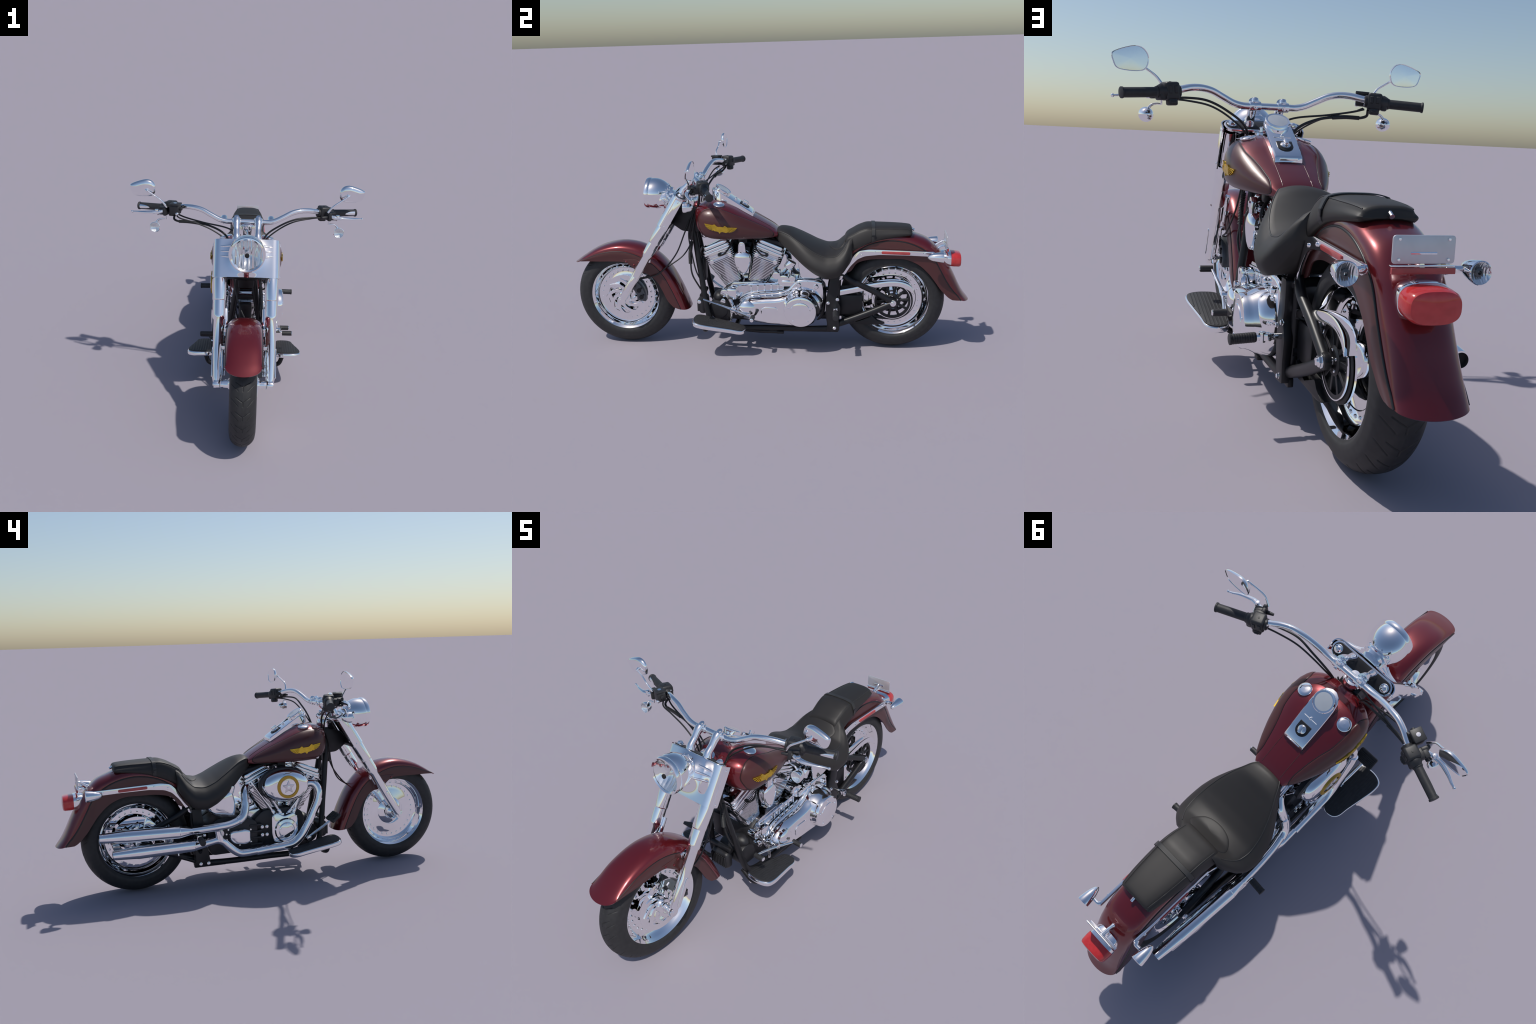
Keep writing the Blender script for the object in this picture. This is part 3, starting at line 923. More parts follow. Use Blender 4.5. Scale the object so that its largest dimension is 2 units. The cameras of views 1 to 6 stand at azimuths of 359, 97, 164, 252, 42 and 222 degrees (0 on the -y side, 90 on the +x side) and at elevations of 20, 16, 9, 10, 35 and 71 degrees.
# licence plate, reflector bar, bracket
b = B().prism(rounded_poly([(-0.067, 0.531), (0.067, 0.531), (0.067, 0.587), (-0.067, 0.587)], 0.008), 0.004, (0, 0.884, 0), (1, 0, 0), (0, 0, 1), bev=0.0012)
lp = b.obj("licence_plate", PLATE, rf, 30)
for x in (-0.053, 0.053):
    for z in (0.539, 0.579):
        inst(RIVET, "rivet", along((x, 0.884, z), (0, 1, 0)) @ Matrix.Scale(0.8, 4), lp)
b = B().box((0, 0.886, 0.5175), (0.136, 0.008, 0.0125), 0.001)
b.obj("reflector_bar", REDBAR, lp, 30)
b = B()
b.box((0, 0.880, 0.5265), (0.136, 0.012, 0.003), 0.001)
b.tube(spline([(0, 0.880, 0.552), (0, 0.862, 0.546), (0, 0.838, 0.531), (0, 0.826, 0.523)], 5), [0.005, 0.005, 0.0065, 0.010], 12)
b.tube([(-0.028, 0.881, 0.552), (0.028, 0.881, 0.552)], 0.004, 10)
b.tube(spline([(0.0, 0.880, 0.526), (0, 0.860, 0.523), (0, 0.845, 0.512)], 5), 0.006, 10)
b.obj("plate_bracket", CHROME, lp, 35)

# tail lamp
def rr_ring(hx, hz, y, cz, n=2.8, seg=48):
    o = []
    for k in range(seg):
        a = 2 * PI * k / seg
        ca, sa = math.cos(a), math.sin(a)
        o.append((hx * math.copysign(abs(ca) ** (2 / n), ca), y, cz + hz * math.copysign(abs(sa) ** (2 / n), sa)))
    return o
b = B()
b.rings([rr_ring(0.040, 0.028, 0.850, 0.466), rr_ring(0.052, 0.033, 0.868, 0.466), rr_ring(0.058, 0.036, 0.892, 0.464), rr_ring(0.059, 0.0365, 0.904, 0.462), rr_ring(0.056, 0.034, 0.905, 0.462)], cap0=True, cap1=True)
tl = b.obj("tail_lamp", CHROME, rf, 40)
b = B()
b.rings([rr_ring(0.0575, 0.0355, 0.902, 0.462), rr_ring(0.0585, 0.036, 0.920, 0.460), rr_ring(0.0570, 0.035, 0.944, 0.458), rr_ring(0.053, 0.032, 0.951, 0.458), rr_ring(0.042, 0.025, 0.954, 0.458), rr_ring(0.005, 0.004, 0.956, 0.458)], cap0=True, cap1=True)
b.obj("tail_lens", REDLENS, tl, 40)

# ------------------------------------------------------------------ fuel tank
TY = [-0.348, -0.340, -0.320, -0.290, -0.250, -0.200, -0.150, -0.100, -0.050, 0.000, 0.040, 0.064]
TW = [0.030, 0.085, 0.128, 0.153, 0.1635, 0.165, 0.159, 0.147, 0.130, 0.108, 0.086, 0.070]
TB = [0.690, 0.650, 0.616, 0.592, 0.582, 0.580, 0.580, 0.580, 0.580, 0.579, 0.578, 0.582]
TT = [0.700, 0.731, 0.748, 0.760, 0.764, 0.756, 0.735, 0.706, 0.678, 0.651, 0.627, 0.608]
TM = [0.695, 0.690, 0.678, 0.668, 0.662, 0.658, 0.648, 0.636, 0.624, 0.612, 0.604, 0.598]


def tank_ring(y, n=72):
    W = interp(y, TY, TW); zb = interp(y, TY, TB); zt = interp(y, TY, TT); zm = interp(y, TY, TM)
    o = []
    for k in range(n):
        a = 2 * PI * k / n
        ca, sa = math.cos(a), math.sin(a)
        nn = 2.55 - 0.35 * min(1, max(0, (y + 0.15) / 0.15)) if sa > 0 else 4.0
        x = W * math.copysign(abs(ca) ** (2 / nn), ca)
        z = zm + ((zt - zm) if sa > 0 else (zm - zb)) * math.copysign(abs(sa) ** (2 / nn), sa)
        o.append((x, y, z))
    return o


ys = list(np.linspace(-0.348, -0.30, 14)) + list(np.linspace(-0.295, 0.064, 50))
tb_ = B().rings([tank_ring(y) for y in ys], cap0=True, cap1=True)
tank = tb_.obj("fuel_tank", PAINT, None, 50)
bmt = bmesh.new(); bmt.from_mesh(tank.data)
TANK_BVH = BVHTree.FromBMesh(bmt); bmt.free()


def on_tank(sx, y, z, off=0.0):
    """project a side-view point onto the tank flank"""
    hit = TANK_BVH.ray_cast(V((0.4 * sx, y, z)), V((-sx, 0, 0)))
    if hit[0] is None:
        hit = TANK_BVH.find_nearest(V((0.12 * sx, y, z)))
    return hit[0] + hit[1].normalized() * off


def drop_tank(x, y, off=0.0):
    hit = TANK_BVH.ray_cast(V((x, y, 1.2)), V((0, 0, -1)))
    return hit[0] + hit[1].normalized() * off, hit[1].normalized()


pan = [(-0.318, 0.682), (-0.309, 0.711), (-0.288, 0.731), (-0.255, 0.740), (-0.200, 0.733), (-0.108, 0.694), (-0.020, 0.650), (0.026, 0.624), (0.044, 0.608),
       (0.046, 0.596), (0.032, 0.589), (-0.05, 0.588), (-0.16, 0.589), (-0.245, 0.594), (-0.285, 0.613), (-0.308, 0.646)]
pan = spline(pan, 6, closed=True)
cy, cz = -0.16, 0.652
for sx in (1, -1):
    b = B()
    rings = []
    for sc, off in ((1.0, -0.001), (0.992, 0.0012), (0.975, 0.0024), (0.94, 0.003), (0.85, 0.003), (0.7, 0.003), (0.5, 0.003), (0.3, 0.003), (0.12, 0.003), (0.01, 0.003)):
        rings.append([on_tank(sx, cy + (p[0] - cy) * sc, cz + (p[1] - cz) * sc, off) for p in pan])
    b.rings(rings, cap1=True)
    po = b.obj("tank_panel", PANEL, tank, 60)
    b = B().tube([on_tank(sx, p[0], p[1], 0.0002) for p in pan], 0.0016, 8, closed=True)
    b.obj("pinstripe", LINE, tank, 60)
    # winged emblem: body, head bumps, feathered wings
    e0 = (-0.277, 0.674); e1 = (-0.124, 0.652)
    def em(s, t, off):
        # s 0..1 along the wing span (front to rear), t up
        y = e0[0] + (e1[0] - e0[0]) * s
        z = e0[1] + (e1[1] - e0[1]) * s + t
        return on_tank(sx, y, z, off)
    b = B()
    def plate(pts, h):
        top = [em(s, t, h) for s, t in pts]; bot = [em(s, t, 0.002) for s, t in pts]
        n = len(pts)
        b.add(top + bot, [tuple(range(n))] + [(i, i + n, (i + 1) % n + n, (i + 1) % n) for i in range(n)])
    GH = 0.0085
    plate([(0.24, 0.000), (0.28, 0.003), (0.308, 0.0055), (0.34, 0.003), (0.37, -0.002), (0.428, -0.0046), (0.588, -0.0024), (0.61, 0.003), (0.64, 0.0045), (0.67, 0.001), (0.72, -0.003), (0.74, -0.012), (0.74, -0.024),
           (0.66, -0.0285), (0.548, -0.0264), (0.50, -0.029), (0.468, -0.0365), (0.428, -0.0287), (0.30, -0.0275), (0.25, -0.022), (0.22, -0.010)], 0.0075)
    for side in (0, 1):
        nf = 9
        for k in range(nf):
            def edge_pt(q):
                # wing tip outline from the top corner round to the lower root
                tips = [(0.0, 0.001), (0.015, -0.006), (0.045, -0.0125), (0.085, -0.018), (0.125, -0.022), (0.19, -0.0255), (0.27, -0.0275)] if side == 0 else \
                       [(1.0, 0.000), (0.985, -0.005), (0.955, -0.0105), (0.915, -0.016), (0.87, -0.0205), (0.81, -0.025), (0.74, -0.0275)]
                f = q * (len(tips) - 1); i = min(int(f), len(tips) - 2); f -= i
                return (tips[i][0] * (1 - f) + tips[i + 1][0] * f, tips[i][1] * (1 - f) + tips[i + 1][1] * f)
            r0 = (0.27, 0.000 - 0.0012 * k) if side == 0 else (0.70, -0.002 - 0.0012 * k)
            r1 = (0.27, 0.000 - 0.0012 * (k + 1)) if side == 0 else (0.70, -0.002 - 0.0012 * (k + 1))
            e0_, e1_ = edge_pt(k / nf), edge_pt((k + 0.66) / nf)
            plate([r0, e0_, e1_, r1], 0.0085 - 0.0028 * (k % 2))
    b.obj("winged_emblem", GOLD, tank, 20)

# tank caps
for sx in (1, -1):
    p, n = drop_tank(0.096 * sx, -0.218, 0.0)
    n = (n + V((0, 0, 0.6))).normalized()
    b = B().lathe([(0.023, -0.006), (0.025, -0.002), (0.0270, 0.001), (0.0270, 0.005), (0.025, 0.0072), (0.014, 0.0092), (0, 0.0098)], p, n, 36)
    b.obj("fuel_cap", CHROME, tank, 40)

# dash console
b = B()
rings = []
cons = [(-0.060, 0.0435, 0.697), (-0.064, 0.0445, 0.704), (-0.10, 0.0455, 0.728), (-0.150, 0.0465, 0.761), (-0.185, 0.0465, 0.784), (-0.210, 0.0455, 0.799), (-0.235, 0.0405, 0.811), (-0.252, 0.030, 0.817), (-0.263, 0.012, 0.817)]
for y, w, zt in cons:
    zb = drop_tank(0, y)[0].z - 0.02
    zz = [zb, zt - 0.004, zt - 0.001, zt, zt, zt - 0.001, zt - 0.004, zb]
    xx = [w + 0.002, w + 0.001, w - 0.001, w - 0.005, -w + 0.005, -w + 0.001, -w - 0.001, -w - 0.002]
    rings.append([(x, y, z) for x, z in zip(xx, zz)])
b.rings(rings, cap0=True, cap1=True)
dash = b.obj("dash_console", CHROME, tank, 35)
dn = V((0, 0.545, 0.838)).normalized()
gc = V((0, -0.214, 0.802))
b = B().lathe([(0.040, -0.01), (0.0425, 0.004), (0.0425, 0.012), (0.040, 0.015), (0.036, 0.014)], gc, dn, 48)
b.obj("gauge_bezel", CHROME, dash, 35)
b = B().lathe([(0.037, 0.0135), (0.03, 0.0145), (0, 0.015)], gc, dn, 48)
b.obj("gauge_glass", GAUGE, dash, 40)
du = V((1, 0, 0)); dv = dn.cross(du)
sc_ = V((0, -0.106, 0.732))
D = [(0.026, -0.024), (-0.026, -0.024)] + [(0.026 * math.cos(a), 0.002 + 0.026 * math.sin(a)) for a in np.linspace(PI, 0, 16)]
b = B().prism([(p[0], p[1]) for p in D], 0.004, sc_ - dn * 0.001, du, dv, bev=0.001)
b.obj("switch_surround", FRAME, dash, 30)
b = B()
b.lathe([(0.0165, 0.002), (0.0165, 0.006), (0.010, 0.010), (0, 0.011)], sc_ + dv * -0.0, dn, 28)
b.prism(rounded_poly([(-0.006, -0.014), (0.006, -0.014), (0.006, 0.014), (-0.006, 0.014)], 0.004), 0.016, sc_ + dn * 0.006, du, dv, bev=0.003)
b.sphere(V((0, -0.148, 0.760)) + dn * 0.003, 0.007, seg=14)
b.box(V((0, -0.146, 0.758)) + dn * 0.001, (0.060, 0.003, 0.003), 0.001, 1)
b.obj("ignition_switch", CHROME, dash, 30)
b = B().box((0, -0.0595, 0.693), (0.060, 0.006, 0.010), 0.002)
b.obj("console_tab", CHROME, dash, 30)
# seams of the centre strip behind the console
b = B()
for sx in (1, -1):
    b.tube([drop_tank(0.047 * sx, y, 0.0002)[0] for y in np.linspace(-0.25, 0.05, 30)], 0.0012, 6)
b.obj("tank_seam", PANEL, tank, 60)

# ------------------------------------------------------------------ seat
# rider section: stations along y, (centre top z, edge x, edge z, side x, side z, bottom x, bottom z)
SY = [0.047, 0.055, 0.075, 0.110, 0.160, 0.210, 0.260, 0.310, 0.350, 0.385, 0.410, 0.428]
SCZ = [0.596, 0.612, 0.621, 0.616, 0.590, 0.563, 0.540, 0.527, 0.531, 0.559, 0.586, 0.598]
SEX = [0.030, 0.046, 0.064, 0.082, 0.108, 0.128, 0.141, 0.146, 0.141, 0.120, 0.096, 0.080]
SEZ = [0.594, 0.606, 0.610, 0.602, 0.576, 0.546, 0.518, 0.503, 0.507, 0.535, 0.570, 0.584]
SSX = [0.034, 0.052, 0.073, 0.097, 0.134, 0.164, 0.181, 0.187, 0.184, 0.168, 0.142, 0.115]
SSZ = [0.585, 0.588, 0.580, 0.556, 0.518, 0.482, 0.455, 0.440, 0.445, 0.470, 0.500, 0.520]
SBX = [0.034, 0.050, 0.070, 0.094, 0.128, 0.152, 0.164, 0.168, 0.164, 0.150, 0.128, 0.108]
SBZ = [0.580, 0.570, 0.556, 0.528, 0.487, 0.448, 0.416, 0.399, 0.403, 0.427, 0.462, 0.495]
ys = sorted(set(list(np.linspace(0.047, 0.075, 8)) + list(np.linspace(0.08, 0.428, 44))))
rings = []; edge = []
for y in ys:
    cz, ex, ez, sxx, sz, bx, bz = [interp(y, SY, q) for q in (SCZ, SEX, SEZ, SSX, SSZ, SBX, SBZ)]
    top = [(ex * t, cz + (ez - cz) * (t ** 2.2)) for t in np.linspace(0, 1, 9)]
    side = spline([(ex, ez), (ex + (sxx - ex) * 0.62, ez - (ez - sz) * 0.42), (sxx, sz), ((sxx + bx) / 2 + 0.003, (sz * 0.4 + bz * 0.6)), (bx, bz)], 5)[1:]
    halfp = top + [tuple(p) for p in side]
    inner = [(bx * 0.7, bz + 0.004), (0.0, bz + 0.006)]
    r = halfp + inner
    ring = [(x, y, z) for x, z in r] + [(-x, y, z) for x, z in r[::-1][1:-1]]
    rings.append(ring)
    edge.append((ex, y, ez))
b = B().rings(rings, cap0=True, cap1=True)
seat = b.obj("rider_seat", LEATHER, None, 60)
b = B()
crv = [(p[0] + 0.0005, p[1], p[2] - 0.0012) for p in edge if p[1] < 0.405]
b.tube(crv, 0.0022, 8).tube([(-p[0], p[1], p[2]) for p in crv], 0.0022, 8)
b.obj("seat_piping", LEATHER2, seat, 60)
SEAT_BVH = BVHTree.FromObject(seat, bpy.context.evaluated_depsgraph_get())
# lumbar pad, slightly raised
lum = spline([(-0.092, 0.378), (-0.072, 0.338), (-0.030, 0.318), (0.030, 0.318), (0.072, 0.338), (0.092, 0.378), (0.045, 0.402), (-0.045, 0.402)], 6, closed=True)
rings = []
for sc, off in ((1.0, -0.002), (0.985, 0.0012), (0.95, 0.0025), (0.85, 0.0036), (0.6, 0.004), (0.3, 0.004), (0.02, 0.004)):
    rg = []
    for p in lum:
        x, y = p[0] * sc, 0.362 + (p[1] - 0.362) * sc
        h = SEAT_BVH.ray_cast(V((x, y, 1.0)), V((0, 0, -1)))
        rg.append(h[0] + h[1] * off)
    rings.append(rg)
B().rings(rings, cap1=True).obj("lumbar_pad", LEATHER, seat, 60)

# pillion
PY = [0.392, 0.400, 0.430, 0.465, 0.505, 0.56, 0.64, 0.690, 0.708, 0.715]
PTZ = [0.576, 0.588, 0.606, 0.624, 0.635, 0.634, 0.632, 0.629, 0.626, 0.619]
PTX = [0.070, 0.073, 0.074, 0.075, 0.076, 0.074, 0.068, 0.062, 0.059, 0.053]
PEZ = [0.564, 0.577, 0.596, 0.615, 0.626, 0.625, 0.623, 0.620, 0.617, 0.611]
PBX = [0.082, 0.087, 0.091, 0.093, 0.093, 0.090, 0.083, 0.076, 0.072, 0.064]
PBZ = [0.500, 0.502, 0.517, 0.536, 0.554, 0.572, 0.584, 0.588, 0.590, 0.594]
rings = []
ys = list(np.linspace(0.392, 0.69, 40)) + list(np.linspace(0.694, 0.715, 8))
for y in ys:
    tz, tx, ez, bx, bz = [interp(y, PY, q) for q in (PTZ, PTX, PEZ, PBX, PBZ)]
    top = [(tx * t, tz + (ez - tz) * t ** 3.2) for t in np.linspace(0, 1, 8)]
    side = spline([(tx, ez), (tx + (bx - tx) * 0.35, ez - 0.008), (bx, bz + (ez - bz) * 0.42), (bx - 0.001, bz + 0.006), (bx - 0.008, bz)], 5)[1:]
    r = top + [tuple(p) for p in side] + [(0.03, bz + 0.004), (0, bz + 0.005)]
    rings.append([(x, y, z) for x, z in r] + [(-x, y, z) for x, z in r[::-1][1:-1]])
pil = B().rings(rings, cap0=True, cap1=True).obj("pillion_seat", LEATHER, None, 45)
# strap over the pillion
b = B()
def pil_ring(y, off):
    tz, tx, ez, bx, bz = [interp(y, PY, q) for q in (PTZ, PTX, PEZ, PBX, PBZ)]
    top = [(tx * t, tz + (ez - tz) * t ** 3.2) for t in np.linspace(0, 1, 8)]
    side = spline([(tx, ez), (tx + (bx - tx) * 0.35, ez - 0.008), (bx, bz + (ez - bz) * 0.42), (bx - 0.001, bz + 0.006), (bx - 0.006, bz - 0.004)], 5)[1:]
    r = top + [tuple(p) for p in side]
    k = 1 + off / 0.09
    o = [(x * k, y, z + off) for x, z in r]
    return [(-x, y_, z) for x, y_, z in o[::-1][:-1]] + o
b.rings([pil_ring(0.520, 0.0015), pil_ring(0.521, 0.004), pil_ring(0.538, 0.004), pil_ring(0.539, 0.0015)], close_ring=False)
b.obj("seat_strap", LEATHER2, pil, 40)
b = B()
for sx in (1, -1):
    b.prism(rounded_poly([(0.5195, 0.580), (0.5405, 0.580), (0.5405, 0.600), (0.5195, 0.600)], 0.003), 0.004 * sx, (0.0925 * sx, 0, 0), bev=0.001)
b.obj("strap_buckle", FRAME, pil, 30)
b = B().tube([(0.0, 0.712, 0.612), (0.0, 0.728, 0.604)], 0.006, 10)
b.obj("seat_bolt", CHROME, pil)
# piping of the pillion edge
b = B()
for sx in (1, -1):
    b.tube([(interp(y, PY, PTX) * sx, y, interp(y, PY, PEZ) + 0.0005) for y in np.linspace(0.41, 0.705, 30)], 0.0016, 6)
b.obj("seat_piping", LEATHER2, pil, 60)

# ------------------------------------------------------------------ frame
b = B()
for sx in (1, -1):
    b.tube(spline([(0.030 * sx, -0.372, 0.66), (0.038 * sx, -0.358, 0.58), (0.054 * sx, -0.342, 0.46), (0.067 * sx, -0.328, 0.37), (0.080 * sx, -0.317, 0.29), (0.091 * sx, -0.304, 0.215), (0.098 * sx, -0.284, 0.155), (0.099 * sx, -0.235, 0.124),
                   (0.096 * sx, 0.0, 0.115), (0.096 * sx, 0.20, 0.114), (0.100 * sx, 0.32, 0.120)], 8), 0.0145, 16)
    b.tube(spline([(0.028 * sx, -0.35, 0.665), (0.035 * sx, -0.2, 0.60), (0.045 * sx, 0.0, 0.565), (0.06 * sx, 0.15, 0.52), (0.085 * sx, 0.30, 0.44), (0.098 * sx, 0.35, 0.40)], 6), 0.014, 14)
    b.prism(rounded_poly([(0.322, 0.395), (0.366, 0.395), (0.362, 0.310), (0.352, 0.285), (0.372, 0.235), (0.362, 0.17), (0.366, 0.112), (0.300, 0.108), (0.305, 0.15), (0.296, 0.20), (0.302, 0.29), (0.312, 0.33)], 0.010), 0.022 * sx, (0.096 * sx, 0, 0), bev=0.004)
    b.prism(rounded_poly([(0.20, 0.098), (0.36, 0.098), (0.36, 0.125), (0.20, 0.118)], 0.006), 0.016 * sx, (0.082 * sx, 0, 0), bev=0.003)
b.box((0, -0.345, 0.498), (0.10, 0.014, 0.022), 0.005)
b.box((0, -0.372, 0.600), (0.075, 0.035, 0.09), 0.010)
b.tube([(-0.09, 0.33, 0.13), (0.09, 0.33, 0.13)], 0.014, 14)
b.tube([(-0.10, 0.345, 0.385), (0.10, 0.345, 0.385)], 0.013, 14)
b.tube([(-0.095, -0.16, 0.117), (0.095, -0.16, 0.117)], 0.012, 12)
fr = b.obj("frame", FRAME, None, 35)
b = B()
b.lathe([(0.030, 0.0), (0.036, 0.004), (0.036, 0.020), (0.031, 0.03), (0.031, 0.10), (0.037, 0.11), (0.037, 0.13), (0.030, 0.135)], FORK_TOP + V((0, 0.035, -0.035)), ax, 32)
b.prism(rounded_poly([(-0.445, 0.71), (-0.36, 0.735), (-0.335, 0.72), (-0.335, 0.60), (-0.42, 0.607), (-0.485, 0.655)], 0.014), 0.09, (-0.045, 0, 0), bev=0.010)
b.obj("steering_head", FRAME, fr, 35)
# lower fork yoke
b = B()
b.prism(stadium(0.135, 0.03, 0.03), 0.026, fk(0.165, 0) , pu, pv, bev=0.005)
b.obj("lower_yoke", FRAME, fr, 30)
for sx in (1, -1):
    for p in ((0.341, 0.128), (0.356, 0.279), (0.31, 0.26), (0.222, 0.112)):
        inst(BOLT, "bolt", along(((0.098 if p[0] < 0.3 else 0.118) * sx, *p), (sx, 0, 0)), fr)
    inst(BOLT, "bolt", along((0.062 * sx, -0.305, 0.590), (sx, 0, 0)), fr)
b = B()
for sx in (1, -1):
    b.cyl((0.02 * sx, -0.305, 0.590), (0.062 * sx, -0.305, 0.590), 0.012, 12)
    b.box((0.05 * sx, -0.29, 0.592), (0.012, 0.06, 0.03), 0.004)
b.obj("tank_mount", FRAME, fr, 30)

# swingarm triangle
b = B()
for sx in (1, -1):
    x = 0.094 * sx
    b.tube(spline([(0.085 * sx, 0.375, 0.400), (x, 0.42, 0.372), (x, 0.52, 0.322), (x, 0.622, 0.264)], 6), 0.0145, 14)
    b.tube(spline([(x, 0.350, 0.140), (x, 0.40, 0.158), (x, 0.52, 0.206), (x, 0.622, 0.252)], 6), 0.0155, 14, flat=1.1)
    b.prism(ellipse(RW[1], RW[2], 0.024, 0.021, 24), 0.018 * sx, (0.085 * sx, 0, 0), bev=0.003)
    b.tube([(x * .9, 0.36, 0.375), (x * .9, 0.352, 0.15)], 0.013, 12)
b.tube([(-0.09, 0.352, 0.20), (0.09, 0.352, 0.20)], 0.018, 14)
sw = b.obj("swingarm", FRAME, None, 40)
b = B()
b.cyl((-0.116, RW[1], RW[2]), (0.118, RW[1], RW[2]), 0.0095, 16)
for sx in (1, -1):
    b.cyl((0.100 * sx, RW[1], RW[2]), (0.113 * sx, RW[1], RW[2]), 0.014, 6)
    b.cyl((0.103 * sx, RW[1], RW[2]), (0.106 * sx, RW[1], RW[2]), 0.017, 20)
    b.tube([(0.098 * sx, RW[1] + 0.014, RW[2] + 0.002), (0.098 * sx, RW[1] - 0.038, RW[2] - 0.004)], 0.004, 8)
b.obj("rear_axle", CHROME, sw, 30)

# belt pulley: black spoked with chrome flange
b = B()
ring_prism(b, RW, 0.078, 0.090, 0.057, 0.073)
for k in range(10):
    a = 2 * PI * k / 10 + 0.1
    curved_arm(b, RW, 0.022, 0.082, a, a, 0.011, 0.059, 0.072, 3)
b.lathe([(0.036, 0.040), (0.036, 0.073), (0.030, 0.077), (0, 0.078)], RW, (1, 0, 0), 32)
plo = b.obj("belt_pulley", FRAME, rwheel, 30)
b = B()
ring_prism(b, RW, 0.090, 0.100, 0.055, 0.060)
ring_prism(b, RW, 0.0885, 0.0915, 0.071, 0.0745)
b.obj("pulley_flange", CHROME, plo, 30)
for k in range(5):
    a = 2 * PI * k / 5 + 0.4
    inst(RIVET, "rivet", along((0.077, RW[1] + 0.026 * math.cos(a), RW[2] + 0.026 * math.sin(a)), (1, 0, 0)), plo)
b = B()
# drive belt, upper and lower run
belt = []
for k in range(25):
    a = math.radians(100 - k * 8.3)
    belt.append((0.065, RW[1] + 0.0925 * math.cos(a), RW[2] + 0.0925 * math.sin(a)))
pts = [(0.065, 0.30, 0.318)] + belt + [(0.065, 0.30, 0.185)]
b.tube(pts, 0.008, 8, flat=0.4, up=(1, 0, 0))
b.obj("drive_belt", RUBBER, sw, 40)
# belt guards
gd = spline([(0.355, 0.302), (0.45, 0.322), (0.55, 0.345), (0.615, 0.354), (0.668, 0.350), (0.706, 0.332), (0.730, 0.300)], 6)
b = B()
rings = []
for i, p in enumerate(gd):
    t = i / (len(gd) - 1)
    q0 = gd[max(i - 1, 0)]; q1 = gd[min(i + 1, len(gd) - 1)]
    d = (q1 - q0) / np.linalg.norm(q1 - q0); nn = np.array([-d[1], d[0]])
    h = 0.014 * (1 - 0.75 * max(0, (t - 0.78) / 0.22) ** 1.5)
    sec = [(0.082, -h), (0.088, -h * 0.98), (0.0905, -h * 0.6), (0.0905, h * 0.5), (0.088, h * 0.9), (0.082, h), (0.060, h), (0.060, h * 0.8), (0.082, h * 0.7)]
    rings.append([(x, p[0] + nn[0] * o, p[1] + nn[1] * o) for x, o in sec])
b.rings(rings, cap0=True, cap1=True)
b.obj("belt_guard", CHROME, sw, 40)
b = B().prism(rounded_poly([(0.375, 0.185), (0.45, 0.150), (0.53, 0.180), (0.548, 0.160), (0.592, 0.142), (0.55, 0.135), (0.375, 0.140)], 0.006), 0.024, (0.060, 0, 0), bev=0.002)
b.box((0.055, 0.42, 0.235), (0.05, 0.12, 0.11), 0.01)
b.obj("debris_guard", FRAME, sw, 30)
# rear caliper and rotor on the right
b = B()
ring_prism(b, RW, 0.085, 0.116, 0.060, 0.065, (-1, 0, 0))
for k in range(9):
    a = 2 * PI * k / 9
    curved_arm(b, (RW[0] - 0.126, RW[1], RW[2]), 0.03, 0.09, a, a + 1.0, 0.013, 0.061, 0.066)
b.lathe([(0.036, 0.05), (0.036, 0.07), (0.02, 0.075), (0.02, 0.085), (0, .085)], RW, (-1, 0, 0), 32)
b.obj("brake_rotor", CHROME, rwheel, 30)
b = B().prism([(0.118 * math.cos(a), 0.118 * math.sin(a)) for a in np.radians(np.linspace(115, 175, 7))] + [(0.068 * math.cos(a), 0.068 * math.sin(a)) for a in np.radians(np.linspace(175, 115, 7))],
              -0.04, (-0.045, RW[1], RW[2]), bev=0.005)
b.obj("rear_brake_caliper", CHROME, sw, 30)

# ------------------------------------------------------------------ engine
EC = -0.112                      # crank centre, fore-aft
ENG = None
# crankcase
b = B()
b.prism(rounded_poly([(-0.235, 0.200), (-0.205, 0.150), (-0.05, 0.138), (0.04, 0.15), (0.05, 0.30), (0.0, 0.345), (-0.07, 0.352), (-0.16, 0.352), (-0.215, 0.318)], 0.02), 0.15, (-0.080, 0, 0), bev=0.010)
b.sphere((0, -0.235, 0.205), 0.06, (1.15, 0.85, 0.9))
b.cyl((-0.065, -0.250, 0.200), (0.075, -0.250, 0.200), 0.052, 32, bev=0.012)
b.box((0.0, -0.225, 0.160), (0.13, 0.09, 0.06), 0.02, 3)
b.sphere((0.03, -0.245, 0.262), 0.038, (1.2, 0.9, 0.8))
ENG = b.obj("crankcase", CAST, None, 35)
b = B()
# transmission block
b.prism(rounded_poly([(0.035, 0.155), (0.27, 0.150), (0.295, 0.20), (0.29, 0.30), (0.23, 0.335), (0.12, 0.335), (0.035, 0.30)], 0.02), 0.18, (-0.102, 0, 0), bev=0.010)
for k in range(4):
    b.box((-0.096, 0.045, 0.185 + 0.032 * k), (0.02, 0.065, 0.010), 0.003)
b.obj("gearbox", CAST, ENG, 35)
# upper case casting in bright metal (left deck and right deck)
b = B()
b.prism(rounded_poly([(-0.205, 0.30), (-0.165, 0.352), (-0.05, 0.356), (0.015, 0.345), (0.09, 0.338), (0.09, 0.25), (-0.10, 0.25), (-0.19, 0.275)], 0.01), 0.115, (-0.035, 0, 0), bev=0.006)
b.obj("case_deck", ALU, ENG, 30)


